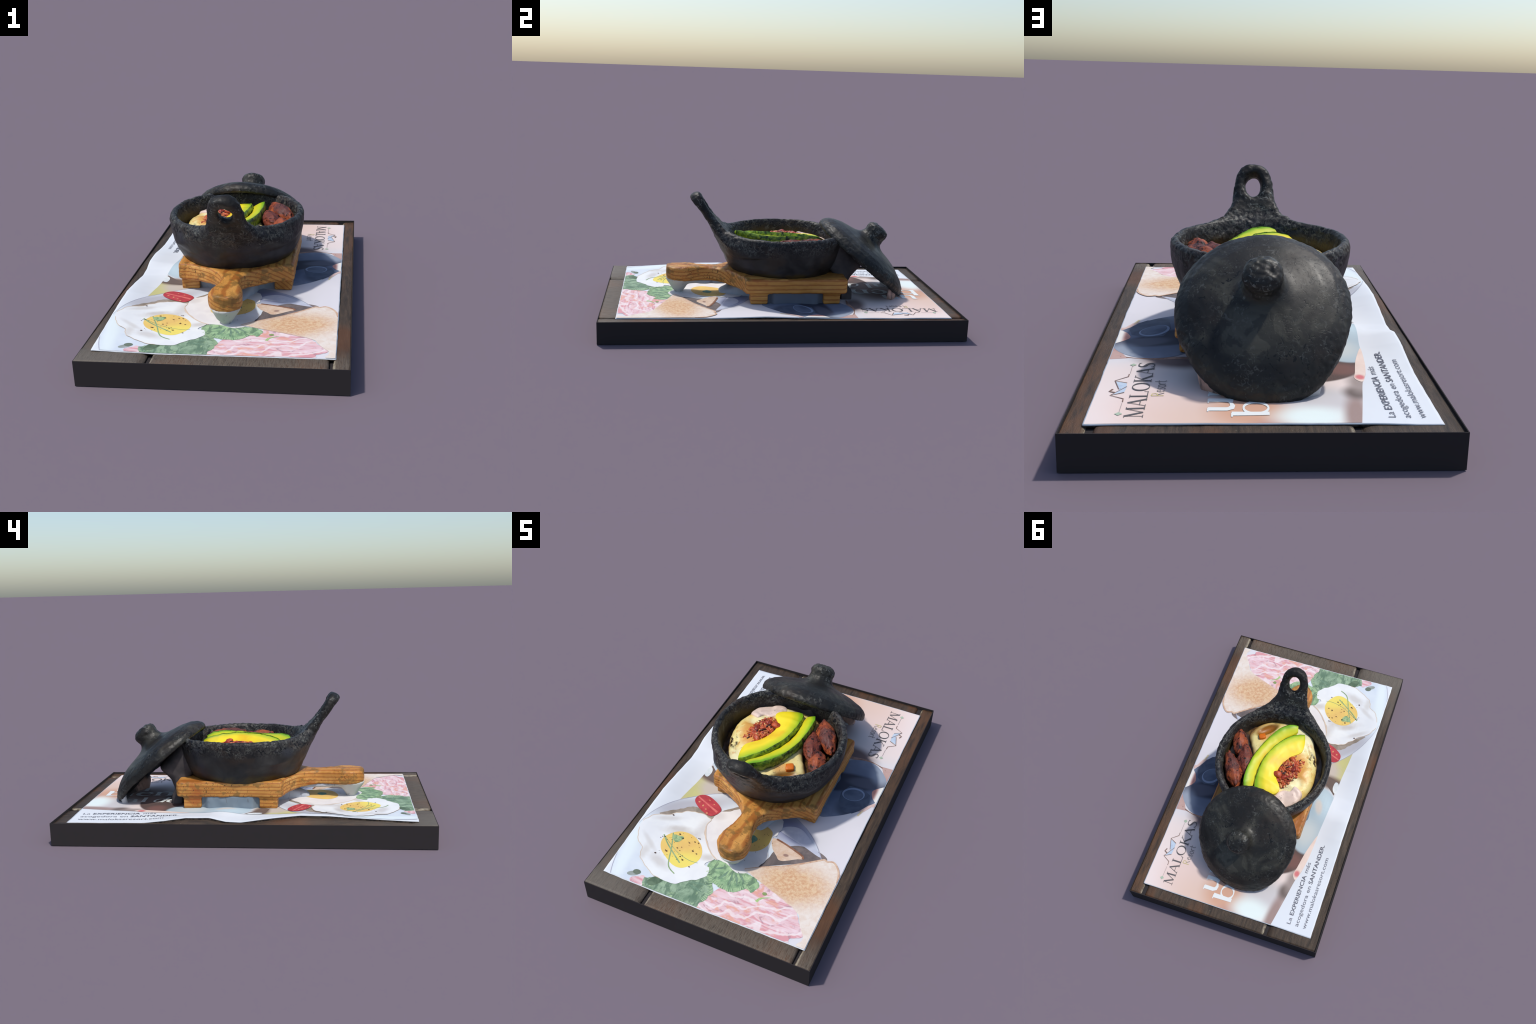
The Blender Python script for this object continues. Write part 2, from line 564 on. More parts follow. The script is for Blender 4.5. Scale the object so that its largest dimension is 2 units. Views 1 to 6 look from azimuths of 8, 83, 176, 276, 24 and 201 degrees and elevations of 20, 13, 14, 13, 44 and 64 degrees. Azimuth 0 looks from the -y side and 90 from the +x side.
def text_print(name, body, start, height, length, mat, layer, parent, bold=0.0):
    """line of sans lettering that runs towards -y with its tops towards +x"""
    cu = D.curves.new(name, "FONT")
    cu.body = body
    cu.size = 1.0
    cu.offset = bold
    cu.resolution_u = 3
    tmp = D.objects.new("lettering_helper", cu)
    COLL.objects.link(tmp)
    dg = bpy.context.evaluated_depsgraph_get()
    me = D.meshes.new_from_object(tmp.evaluated_get(dg))
    bm = bmesh.new()
    bm.from_mesh(me)
    D.objects.remove(tmp)
    D.curves.remove(cu)
    D.meshes.remove(me)
    x0, x1 = min(v.co.x for v in bm.verts), max(v.co.x for v in bm.verts)
    sx = length / (x1 - x0)
    for v in bm.verts:
        u, w = (v.co.x - x0) * sx, v.co.y * height / 0.70
        v.co = (start[0] + w, start[1] - u, 0)
    bm.normal_update()
    return finish_print(bm, name, mat, layer, parent)


# ------------------------------------------------------------------ TRAY
tray = thing("plank_slab", "dark rectangular slab with weathered wooden plank top", "slab")
M_slab, M_plank = mat_slab(), mat_plank()


def build_tray():
    bm = bmesh.new()
    lip = 0.0035
    ring = lambda x, y, z: [bm.verts.new((sx * x, sy * y, z)) for sx, sy in ((-1, -1), (1, -1), (1, 1), (-1, 1))]
    a, b, c, d = ring(0.6, 1.0, 0), ring(0.6, 1.0, 0.1215), ring(0.6 - lip, 1 - lip, 0.1215), ring(0.6 - lip, 1 - lip, 0.098)
    bm.faces.new(a[::-1])
    for p, q in ((a, b), (b, c), (c, d)):
        for i in range(4):
            bm.faces.new((p[i], p[(i + 1) % 4], q[(i + 1) % 4], q[i]))
    bm.faces.new(d)
    bm.normal_update()
    me = D.meshes.new("slab_base")
    bm.to_mesh(me)
    me.materials.append(M_slab)
    ob = D.objects.new("slab_base", me)
    COLL.objects.link(ob)
    ob.parent = tray
    # three planks with soft, slightly wandering edges
    inner = 0.6 - lip - 0.0005
    for x0, x1 in ((-inner, -0.288), (-0.266, 0.508), (0.524, inner)):
        nx, ny = max(8, int((x1 - x0) / 0.012)), 150
        us = np.linspace(0, 1, nx + 1)
        vs = np.linspace(-(1 - lip - 0.0005), 1 - lip - 0.0005, ny + 1)
        V, F = [], []
        for y in vs:
            for u in us:
                wob = 0.006 * noise3([0.0], [y], [x0], 0.2, 5)[0]
                xx0 = x0 + (wob if x0 > -0.59 else 0)
                xx1 = x1 + (wob if x1 < 0.59 else 0)
                # rounded arris: bunch columns near the edges
                uu = 0.5 - 0.5 * math.cos(math.pi * u)
                x = xx0 + (xx1 - xx0) * uu
                e = min(x - xx0 if x0 > -0.59 else 1, xx1 - x if x1 < 0.59 else 1)
                drop = (0.016 if x1 < -0.2 else 0.012) * math.exp(-e / (0.014 if x1 < -0.2 else 0.006))
                V.append((x, y, float(plank_z(y, x)) - drop + 0.0010 * float(noise3([x * 3], [y * 0.6], [1.0], 0.03, 6)[0])))
        w = nx + 1
        for j in range(ny):
            for i in range(nx):
                F.append((j * w + i, j * w + i + 1, (j + 1) * w + i + 1, (j + 1) * w + i))
        # close the plank: sides and underside
        rim = [i for i in range(w)] + [j * w + nx for j in range(1, ny + 1)] + [ny * w + i for i in range(nx - 1, -1, -1)] + [j * w for j in range(ny - 1, 0, -1)]
        low = {}
        for r in rim:
            low[r] = len(V)
            V.append((V[r][0], V[r][1], 0.0985))
        for i in range(len(rim)):
            a_, b_ = rim[i], rim[(i + 1) % len(rim)]
            F.append((b_, a_, low[a_], low[b_]))
        F.append([low[r] for r in rim][::-1])
        add("plank", V, F, M_plank, tray)


build_tray()

# ------------------------------------------------------------------ PLACEMAT
mat_top = thing("paper_placemat", "printed paper placemat with breakfast photo and lettering", "placemat")

GX = np.linspace(-0.5455, 0.5375, 122)
GY = np.linspace(-0.908, 0.927, 204)
GXX, GYY = np.meshgrid(GX, GY)
GZ = mat_z(GXX, GYY)


def mat_grid_z(x, y):
    """height of the paper mesh (bilinear between its vertices)"""
    fx = np.clip((x - GX[0]) / (GX[1] - GX[0]), 0, len(GX) - 1.001)
    fy = np.clip((y - GY[0]) / (GY[1] - GY[0]), 0, len(GY) - 1.001)
    i, j = fx.astype(int), fy.astype(int)
    u, v = fx - i, fy - j
    return GZ[j, i] * (1 - u) * (1 - v) + GZ[j, i + 1] * u * (1 - v) + GZ[j + 1, i] * (1 - u) * v + GZ[j + 1, i + 1] * u * v


def paper_white():
    m = Mat("white_paper", 0.75, 0.25)
    n = m.noise(4, 4)
    c = m.mix(n, alb(240, 243, 254), alb(226, 229, 246))
    w = m.step(m.noise(9, 3, 0.5, (1, 0.4, 1)), 0.55, 0.75)
    return m.done(m.mix(m.math("MULTIPLY", w, 0.25), c, alb(214, 216, 228)))


M_paper = paper_white()
_sw = Mat("dark_speckled_strip", 0.8, 0.2)
M_under_strip = _sw.done(_sw.mix(_sw.step(_sw.noise(60, 4), 0.42, 0.6), (0.012, 0.010, 0.009, 1), (0.06, 0.045, 0.034, 1)))


def build_mat():
    V, F = [], []
    ny, nx = GZ.shape
    for j in range(ny):
        for i in range(nx):
            x, y = GX[i], GY[j]
            edge = i in (0, nx - 1) or j in (0, ny - 1)
            if edge:
                k = 0.0013 * float(noise3([x], [y], [0.5], 0.025, 8)[0])
                x += k if i == 0 else (-k if i == nx - 1 else 0)
                y += k if j == 0 else (-k if j == ny - 1 else 0)
            V.append((x, y, GZ[j, i]))
    for j in range(ny - 1):
        for i in range(nx - 1):
            F.append((j * nx + i, j * nx + i + 1, (j + 1) * nx + i + 1, (j + 1) * nx + i))
    rim = [i for i in range(nx)] + [j * nx + nx - 1 for j in range(1, ny)] + [(ny - 1) * nx + i for i in range(nx - 2, -1, -1)] + [j * nx for j in range(ny - 2, 0, -1)]
    low = {}
    for r in rim:
        x, y, z = V[r]
        low[r] = len(V)
        V.append((x * 0.9985, y * 0.999, max(float(plank_z(y, x)) - 0.001, z - 0.004)))
    for i in range(len(rim)):
        a, b = rim[i], rim[(i + 1) % len(rim)]
        F.append((b, a, low[a], low[b]))
    add("paper_sheet", V, F, M_paper, mat_top)
    # dark speckled strip that closes the side below the lifted border of the sheet
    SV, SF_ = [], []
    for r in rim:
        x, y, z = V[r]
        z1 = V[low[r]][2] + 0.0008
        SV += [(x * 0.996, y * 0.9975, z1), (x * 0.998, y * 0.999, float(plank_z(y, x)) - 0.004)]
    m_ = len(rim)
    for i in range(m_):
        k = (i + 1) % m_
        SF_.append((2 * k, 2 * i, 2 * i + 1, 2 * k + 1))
    add("under_sheet_strip", SV, SF_, M_under_strip, tray)


build_mat()


# ---- the printed photograph behind everything
def mat_photo():
    m = Mat("printed_blurred_table_scene", 0.7, 0.25)
    x, y, z = m.xyz()
    c = m.mix(m.noise(5, 3), alb(236, 232, 242), alb(226, 222, 234))
    # pale pink table cloth to the north
    c = m.mix(m.step(m.math("ADD", y, m.math("MULTIPLY", x, -0.25)), 0.22, 0.42), c, alb(246, 228, 231))
    c = m.mix(m.blob(0.30, 0.80, 0.16, 0.14, 0, 1.2), c, alb(244, 216, 214))
    c = m.mix(m.blob(0.12, 0.93, 0.24, 0.16, 0, 1.4), c, alb(234, 202, 192))
    c = m.mix(m.blob(0.03, 0.83, 0.13, 0.13, 0, 1.0), c, alb(222, 172, 150))
    c = m.mix(m.blob(-0.02, 0.95, 0.07, 0.05, 0, 1.2), c, alb(206, 160, 150))
    c = m.mix(m.blob(-0.19, 0.76, 0.13, 0.10, 0, 1.0), c, alb(216, 210, 218))
    c = m.mix(m.blob(-0.15, 0.88, 0.11, 0.07, 0, 1.2), c, alb(240, 250, 255))
    c = m.mix(m.blob(-0.285, 0.86, 0.035, 0.16, -8, 1.2), c, alb(168, 142, 140))
    c = m.mix(m.blob(-0.315, 0.70, 0.045, 0.05, 0, 1.2), c, alb(112, 98, 96))
    c = m.mix(m.blob(-0.335, 0.62, 0.04, 0.08, 0, 1.3), c, alb(168, 152, 152))
    # dark brown ellipse, its colour deepened by the shadow over the lettering
    c = m.mix(m.blob(-0.17, 0.48, 0.19, 0.14, 8, 0.10), c, alb(92, 72, 70))
    c = m.mix(m.blob(-0.29, 0.50, 0.06, 0.05, 0, 1.0), c, alb(124, 86, 82))
    c = m.mix(m.blob(0.02, 0.60, 0.17, 0.11, 0, 1.2), c, alb(150, 122, 120))
    # blue shirt sleeve
    c = m.mix(m.blob(-0.33, 0.20, 0.14, 0.235, 3, 0.10), c, alb(182, 200, 218))
    c = m.mix(m.blob(-0.36, 0.08, 0.05, 0.10, 10, 1.2), c, alb(196, 216, 234))
    c = m.mix(m.blob(-0.335, 0.105, 0.022, 0.05, 20, 0.9), c, alb(222, 214, 214))
    c = m.mix(m.blob(-0.31, 0.30, 0.07, 0.09, 0, 1.2), c, alb(202, 212, 222))
    # out of focus hands and fruit
    c = m.mix(m.step(m.math("ADD", y, m.math("MULTIPLY", x, -0.1)), 0.0, -0.045), c, alb(214, 196, 176))
    c = m.mix(m.blob(-0.40, -0.22, 0.05, 0.13, 0, 1.0), c, alb(214, 208, 146))
    c = m.mix(m.blob(-0.31, -0.16, 0.08, 0.07, 0, 1.1), c, alb(208, 196, 190))
    c = m.mix(m.blob(-0.36, -0.085, 0.10, 0.045, -6, 0.8), c, alb(122, 100, 92))
    # between saucer and toast: bare pale table
    c = m.mix(m.step(x, 0.02, 0.10), c, m.mix(m.step(y, 0.36, 0.46), m.mix(m.noise(3), alb(238, 234, 246), alb(228, 222, 236)), c))
    c = m.mix(m.blob(0.30, 0.43, 0.12, 0.055, -12, 1.1), c, alb(120, 98, 100))
    c = m.mix(m.blob(0.30, -0.30, 0.10, 0.12, 0, 1.2), c, alb(226, 222, 234))
    fine = m.noise(500, 2)
    c = m.mix(m.math("MULTIPLY", m.step(fine, 0.35, 0.8), 0.10), c, alb(200, 190, 200))
    return m.done(c)


photo_edge = [(-0.292, 0.93), (-0.319, 0.774), (-0.345, 0.617), (-0.367, 0.547), (-0.382, 0.439), (-0.390, 0.268), (-0.400, 0.15),
              (-0.410, 0.0), (-0.415, -0.124), (-0.427, -0.245), (-0.437, -0.36)]
edge_curve = catmull(photo_edge, 5, closed=False)
patch("photo_print", edge_curve + [(-0.437, -0.92), (0.55, -0.92), (0.55, 0.94)], mat_photo(), 1, mat_top)


def pmat(name, c1, c2, scale=14, stretch=(1, 1, 1), rot=0, extra=None, dist=0.5, rough=0.7):
    m = Mat(name, rough, 0.25)
    n = m.noise(scale, 5, 0.6, stretch, (0, 0, math.radians(rot)), dist)
    c = m.mix(m.step(n, 0.32, 0.68), c1, c2)
    if extra:
        c = extra(m, c)
    return m.done(c)


# ---- hand with pink nail beside the lettering
patch("hand_print", catmull([(-0.385, 0.30), (-0.352, 0.415), (-0.332, 0.53), (-0.322, 0.575), (-0.330, 0.60), (-0.347, 0.61), (-0.362, 0.56), (-0.380, 0.45), (-0.389, 0.33)], 5),
      pmat("print_skin", alb(240, 214, 208), alb(250, 228, 224), 12, extra=lambda m, c: m.mix(m.blob(-0.343, 0.572, 0.016, 0.02, 0, 1), c, alb(226, 130, 138))), 3, mat_top)
patch("dark_sleeve_print", [(-0.412, -0.10), (-0.402, -0.003), (-0.385, -0.02), (-0.331, -0.070), (-0.30, -0.085), (-0.30, -0.13), (-0.35, -0.12)],
      pmat("print_dark_brown", alb(112, 96, 92), alb(128, 108, 102), 10), 3, mat_top)
patch("cup_handle_print", catmull([(-0.388, -0.097), (-0.381, -0.06), (-0.390, -0.03), (-0.411, -0.015), (-0.413, -0.05), (-0.411, -0.088)], 5),
      pmat("print_white_china", alb(246, 248, 255), alb(214, 222, 236), 18), 5, mat_top)

# ---- saucer and cup
def saucer_extra(m, c):
    x, y, z = m.xyz()
    c = m.mix(m.blob(0.39, 0.17, 0.16, 0.20, 0, 1.2), c, alb(104, 114, 142))
    c = m.mix(m.blob(0.30, 0.18, 0.20, 0.075, 18, 0.35), c, alb(64, 66, 84))  # dark band drawn for the cup's shadow across the saucer
    c = m.mix(m.blob(0.45, 0.235, 0.12, 0.042, 14, 0.5), c, alb(92, 94, 114))
    c = m.mix(m.blob(0.49, 0.32, 0.05, 0.07, 30, 1.2), c, alb(160, 168, 190))
    return m.mix(m.blob(0.44, 0.02, 0.10, 0.07, 30, 0.6), c, alb(82, 90, 112))


saucer = [(0.20, 0.18), (0.215, 0.28), (0.26, 0.345), (0.32, 0.386), (0.385, 0.40), (0.447, 0.386), (0.512, 0.325), (0.545, 0.25), (0.545, 0.15),
          (0.522, 0.100), (0.465, 0.014), (0.404, -0.046), (0.339, -0.088), (0.29, -0.105), (0.235, -0.06), (0.205, 0.06)]
patch("table_cloth_fold_print", catmull([(0.20, 0.40), (0.29, 0.405), (0.377, 0.413), (0.45, 0.398), (0.497, 0.384), (0.50, 0.37), (0.42, 0.40), (0.30, 0.385)], 4),
      pmat("print_cloth_fold", alb(128, 98, 90), alb(176, 140, 130), 30), 2, mat_top)
patch("pinkish_napkin_print", [(0.470, 0.395), (0.53, 0.400), (0.55, 0.40), (0.55, 0.28), (0.525, 0.29), (0.49, 0.355)],
      pmat("print_dusky_pink", alb(196, 158, 158), alb(214, 180, 176), 12), 2, mat_top)
patch("saucer_print", catmull(saucer, 5), pmat("print_slate_blue", alb(128, 138, 166), alb(142, 152, 180), 25, extra=saucer_extra), 3, mat_top)
cup = [(0.408 + 0.078 * math.cos(a) * 1.02, 0.10 + 0.085 * math.sin(a)) for a in np.linspace(0, 2 * math.pi, 28)[:-1]]
patch("cup_print", [(0.335 + 0.0, 0.10), (0.345, 0.03), (0.365, -0.01), (0.40, -0.025), (0.44, -0.02), (0.475, 0.02), (0.50, 0.09), (0.485, 0.15), (0.43, 0.18), (0.36, 0.17)],
      pmat("print_cup_body", alb(74, 82, 106), alb(92, 102, 126), 14), 4, mat_top)


def rot_ellipse(cx, cy, rx, ry, rot, n=40):
    c, s = math.cos(math.radians(rot)), math.sin(math.radians(rot))
    return [(cx + rx * math.cos(t) * c - ry * math.sin(t) * s, cy + rx * math.cos(t) * s + ry * math.sin(t) * c) for t in np.linspace(0, 2 * math.pi, n + 1)[:-1]]


patch("cup_rim_print", rot_ellipse(0.400, 0.115, 0.063, 0.050, 35), pmat("print_cup_rim", alb(138, 152, 184), alb(150, 162, 192), 20), 5, mat_top)
patch("coffee_print", rot_ellipse(0.402, 0.110, 0.055, 0.042, 35), pmat("print_cup_inside", alb(84, 94, 120), alb(104, 114, 140), 12), 6, mat_top)
patch("thumb_print", catmull([(0.486, 0.185), (0.510, 0.220), (0.55, 0.24), (0.55, 0.10), (0.515, 0.12), (0.497, 0.145)], 4),
      pmat("print_thumb", alb(214, 150, 142), alb(232, 178, 168), 14, extra=lambda m, c: m.mix(m.step(m.xyz()[0], 0.503, 0.522), c, alb(246, 240, 242))), 5, mat_top)
patch("pink_cloth_print", [(0.465, 0.005), (0.50, 0.07), (0.525, 0.098), (0.55, 0.10), (0.55, 0.075), (0.52, 0.07), (0.495, 0.02)],
      pmat("print_pink_cloth", alb(220, 184, 182), alb(230, 200, 198), 14), 4, mat_top)
strokes("spoon_print", [(catmull([(0.474, -0.024), (0.477, -0.008), (0.488, 0.025)], 4, False), 0.010)], pmat("print_spoon", alb(206, 180, 140), alb(226, 210, 180), 30), 4, mat_top)

# ---- plate
def plate_extra(m, c):
    c = m.mix(m.blob(-0.36, -0.34, 0.19, 0.055, 38, 1.0), c, alb(196, 194, 208))
    c = m.mix(m.blob(0.18, -0.26, 0.16, 0.09, -25, 1.2), c, alb(150, 154, 190))
    return m.mix(m.blob(-0.50, -0.75, 0.03, 0.2, 8, 1.3), c, alb(238, 246, 255))


plate = rot_ellipse(-0.03, -0.68, 0.523, 0.558, 0, 80)
M_plate = pmat("print_plate", alb(232, 238, 252), alb(218, 226, 246), 8, extra=plate_extra)
patch("plate_print", plate, M_plate, 2, mat_top)
rimline = [p for p in rot_ellipse(-0.03, -0.68, 0.521, 0.556, 0, 120)]
strokes("plate_rim_print", [(rimline[20:75], [0.0016 + 0.0025 * abs(math.sin(i * 0.09)) for i in range(55)]), (rimline[2:20], 0.005)],
        pmat("print_rim_line", alb(160, 160, 184), alb(190, 188, 210), 20), 3, mat_top)
patch("egg_shadow_print", ragged(catmull([(-0.475, -0.468), (-0.44, -0.42), (-0.39, -0.37), (-0.352, -0.335), (-0.30, -0.325), (-0.25, -0.345), (-0.20, -0.30), (-0.13, -0.225), (-0.10, -0.24), (-0.13, -0.30), (-0.20, -0.37), (-0.28, -0.37), (-0.36, -0.40)], 5), 0.004, 0.02),
      pmat("print_egg_shadow", alb(146, 132, 122), alb(176, 162, 154), 16), 3, mat_top)
patch("plate_shade_print", catmull([(0.126, -0.62), (0.146, -0.53), (0.163, -0.48), (0.175, -0.42), (0.25, -0.352), (0.33, -0.335), (0.40, -0.345), (0.437, -0.378), (0.36, -0.43), (0.25, -0.49), (0.16, -0.55)], 5),
      pmat("print_plate_shade", alb(96, 88, 92), alb(138, 124, 126), 9), 3, mat_top)
patch("plate_gloss_print", catmull([(0.140, -0.285), (0.20, -0.31), (0.29, -0.335), (0.40, -0.37), (0.33, -0.30), (0.24, -0.235), (0.17, -0.245)], 5),
      pmat("print_plate_gloss", alb(214, 216, 236), alb(186, 190, 218), 7), 4, mat_top)

# ---- toast
def toast_extra(cx, cy, rx, ry, rot):
    def f(m, c):
        tan = m.mix(m.step(m.noise(70, 5, 0.75), 0.35, 0.65), alb(236, 202, 166), alb(214, 156, 114))
        c = m.mix(m.math("MULTIPLY", m.blob(cx, cy, rx, ry, rot, 1.1, 0.9, 30), 0.9), c, tan)
        pores = m.step(m.voronoi(150, (1, 1, 1)), 0.22, 0.08)
        return m.mix(m.math("MULTIPLY", pores, 0.35), c, alb(190, 150, 130))
    return f


toast1 = [(0.084, -0.597), (0.15, -0.555), (0.265, -0.492), (0.337, -0.442), (0.405, -0.390), (0.425, -0.377), (0.443, -0.383), (0.472, -0.374), (0.502, -0.398), (0.524, -0.437), (0.535, -0.49), (0.55, -0.54),
          (0.55, -0.92), (0.49, -0.90), (0.508, -0.86), (0.467, -0.798), (0.442, -0.75), (0.405, -0.718), (0.36, -0.70), (0.272, -0.668), (0.16, -0.628), (0.10, -0.608)]
M_toast = pmat("print_toast", alb(244, 232, 230), alb(236, 216, 208), 30, extra=toast_extra(0.335, -0.585, 0.185, 0.115, 8))
patch("toast_print", ragged(catmull(toast1, 5), 0.003, 0.02, 2), M_toast, 8, mat_top)
strokes("toast_crust_print", [(catmull(toast1[:11], 5, False), [0.004 + 0.006 * smooth01(i / 14) for i in range(51)])],
        pmat("print_crust", alb(206, 162, 140), alb(228, 196, 176), 50), 9, mat_top)
patch("toast_corner_print", [(0.535, -0.40), (0.55, -0.40), (0.55, -0.55), (0.53, -0.48)], pmat("print_crust_tan", alb(222, 186, 172), alb(206, 160, 144), 20), 7, mat_top)
toast2 = [(0.128, -0.362), (0.150, -0.350), (0.20, -0.362), (0.262, -0.381), (0.314, -0.401), (0.322, -0.418), (0.29, -0.434), (0.225, -0.474), (0.19, -0.45), (0.150, -0.41)]
patch("toast_slice_print", ragged(catmull(toast2, 5), 0.003, 0.02, 4), pmat("print_toast_inside", alb(236, 212, 200), alb(222, 186, 164), 26,
      extra=lambda m, c: m.mix(m.blob(0.235, -0.43, 0.014, 0.009, 10, 0.6), c, alb(166, 132, 124))), 5, mat_top)
strokes("toast_slice_crust_print", [(catmull(toast2[1:6], 5, False), 0.011)], pmat("print_dark_crust", alb(120, 78, 62), alb(164, 116, 96), 40), 6, mat_top)

# ---- bacon
def bacon_extra(m, c):
    w = m.noise(10, 4, 0.6, (0.45, 1.8, 1), (0, 0, math.radians(-14)), 1.6, (1, 6, 0))
    c = m.mix(m.math("MULTIPLY", m.step(w, 0.47, 0.64), 0.85), c, alb(226, 152, 164))
    o = m.noise(16, 4, 0.6, (0.6, 1.3, 1), (0, 0, math.radians(-15)), 1.2, (3, 3, 0))
    c = m.mix(m.math("MULTIPLY", m.step(o, 0.52, 0.66), 0.85), c, alb(238, 172, 156))
    g = m.noise(20, 4, 0.6, (0.6, 1.2, 1), (0, 0, math.radians(-15)), 1.0, (8, 1, 0))
    c = m.mix(m.math("MULTIPLY", m.step(g, 0.57, 0.7), 0.75), c, alb(186, 142, 158))
    l = m.wave(4.5, 11, 1.6, (1, 1, 1), (0, 0, math.radians(70)), "X")
    return m.mix(m.math("MULTIPLY", m.step(l, 0.7, 1.0), 0.7), c, alb(252, 240, 247))


bacon = [(-0.03, -0.915), (-0.04, -0.86), (0.0, -0.80), (0.03, -0.75), (0.10, -0.72), (0.155, -0.69), (0.169, -0.665), (0.197, -0.645), (0.26, -0.652), (0.30, -0.67), (0.336, -0.69), (0.385, -0.705), (0.42, -0.722), (0.455, -0.78), (0.499, -0.838), (0.453, -0.880), (0.401, -0.915)]
M_bacon = pmat("print_bacon", alb(248, 222, 234), alb(238, 200, 212), 12, (0.7, 1.2, 1), -15, extra=bacon_extra, dist=1.0)
patch("bacon_print", ragged(catmull(bacon, 5), 0.004, 0.02, 3), M_bacon, 4, mat_top)
patch("bacon_end_print", ragged(catmull([(-0.401, -0.889), (-0.374, -0.860), (-0.344, -0.852), (-0.300, -0.90), (-0.34, -0.915), (-0.38, -0.91)], 5), 0.004, 0.015), M_bacon, 4, mat_top)
strokes("sprout_print", [(catmull([(0.220, -0.755), (0.228, -0.735), (0.245, -0.72), (0.275, -0.705)], 5, False), [0.016, 0.014, 0.014, 0.013, 0.012, 0.012, 0.011, 0.01, 0.009, 0.008, 0.007, 0.006, 0.005, 0.004, 0.003, 0.002])],
        pmat("print_sprout", alb(196, 222, 150), alb(150, 184, 130), 60), 6, mat_top)
discs("caper_print", [(0.238, -0.696, 0.012, 0.010)], pmat("print_caper", alb(130, 150, 96), alb(160, 176, 120), 60), 7, mat_top, 14)

# ---- lettuce
def lettuce_extra(rot):
    def f(m, c):
        w = m.noise(13, 4, 0.6, (1.6, 0.7, 1), (0, 0, math.radians(rot)), 2.2)
        c = m.mix(m.math("MULTIPLY", m.step(w, 0.48, 0.62), 0.8), c, alb(98, 126, 108))
        h = m.noise(24, 5, 0.65, (1, 1, 1), (0, 0, 0), 1.5, (5, 2, 0))
        return m.mix(m.math("MULTIPLY", m.step(h, 0.55, 0.7), 0.6), c, alb(206, 230, 180))
    return f


let1 = [(-0.098, -0.640), (-0.061, -0.600), (-0.013, -0.590), (0.029, -0.600), (0.069, -0.615), (0.121, -0.622), (0.158, -0.630), (0.190, -0.660), (0.184, -0.705), (0.165, -0.718), (0.145, -0.702), (0.114, -0.736), (0.088, -0.755), (0.038, -0.757), (-0.017, -0.744), (-0.066, -0.715)]
let2 = [(-0.340, -0.866), (-0.318, -0.842), (-0.237, -0.80), (-0.122, -0.75), (-0.068, -0.712), (-0.040, -0.725), (-0.010, -0.760), (0.003, -0.800), (-0.012, -0.850), (-0.030, -0.875), (-0.05, -0.915), (-0.29, -0.915)]
patch("lettuce_print", ragged(ragged(catmull(let2, 9), 0.010, 0.022, 5), 0.004, 0.008, 6), pmat("print_lettuce", alb(164, 188, 164), alb(112, 140, 118), 16, (1, 1, 1), 0, lettuce_extra(20), 1.2), 5, mat_top)
patch("lettuce_print", ragged(ragged(catmull(let1, 9), 0.010, 0.022, 7), 0.004, 0.008, 8), pmat("print_lettuce_light", alb(178, 208, 166), alb(122, 158, 126), 16, (1, 1, 1), 0, lettuce_extra(80), 1.2), 6, mat_top)
M_frill = pmat("print_lettuce_frill", alb(188, 214, 172), alb(168, 200, 162), 60)
M_fold = pmat("print_lettuce_fold", alb(108, 138, 120), alb(134, 164, 142), 40)
for curve, sl, seed, layer, heart in ((let1, (84, 140), 7, 7, (0.03, -0.60)), (let2, (38, 76), 5, 6, (-0.17, -0.79))):
    edge = ragged(ragged(catmull(curve, 9), 0.010, 0.022, seed), 0.004, 0.008, seed + 1)
    rows = []
    arc = edge[sl[0]:sl[1]]
    for k in range(len(arc)):
        q, h = arc[k], heart
        t = 0.10 + 0.10 * (0.5 + 0.5 * math.sin(k * 1.7 + seed))
        rows.append(((q[0] + (h[0] - q[0]) * t, q[1] + (h[1] - q[1]) * t), q))
    strokes("lettuce_frill_print", [([a_, ((a_[0] + b_[0]) / 2, (a_[1] + b_[1]) / 2), b_], [0.001, 0.004, 0.005]) for a_, b_ in rows[::2]], M_frill, layer + 1, mat_top)
    strokes("lettuce_fold_print", [([(h_[0] * 0.75 + b_[0] * 0.25, h_[1] * 0.75 + b_[1] * 0.25), ((h_[0] + b_[0]) / 2 + 0.004, (h_[1] + b_[1]) / 2), (h_[0] * 0.2 + b_[0] * 0.8, h_[1] * 0.2 + b_[1] * 0.8)], [0.001, 0.014, 0.001])
                                    for h_, b_ in [(heart, p_) for p_ in arc[3::13]]], M_fold, layer, mat_top)
patch("basil_print", catmull([(-0.318, -0.872), (-0.300, -0.830), (-0.252, -0.826), (-0.262, -0.860), (-0.290, -0.885)], 6), pmat("print_basil", alb(78, 100, 82), alb(112, 134, 112), 20), 6, mat_top)
patch("olive_print", rot_ellipse(-0.392, -0.842, 0.020, 0.015, 10), pmat("print_olive", alb(112, 124, 112), alb(140, 148, 140), 20), 5, mat_top)
patch("olive_shadow_print", rot_ellipse(-0.405, -0.858, 0.030, 0.014, 25), pmat("print_olive_shadow", alb(150, 158, 156), alb(176, 182, 184), 20), 4, mat_top)

# ---- fried eggs
def egg_extra(folds):  # grey blobs shade the egg white, including the shadow by the yolk
    def f(m, c):
        for cx, cy, rx, ry, rot, k in folds:
            c = m.mix(m.math("MULTIPLY", m.blob(cx, cy, rx, ry, rot, 1.4, 0.7, 30), k * 0.6), c, alb(196, 184, 180))
        return c
    return f


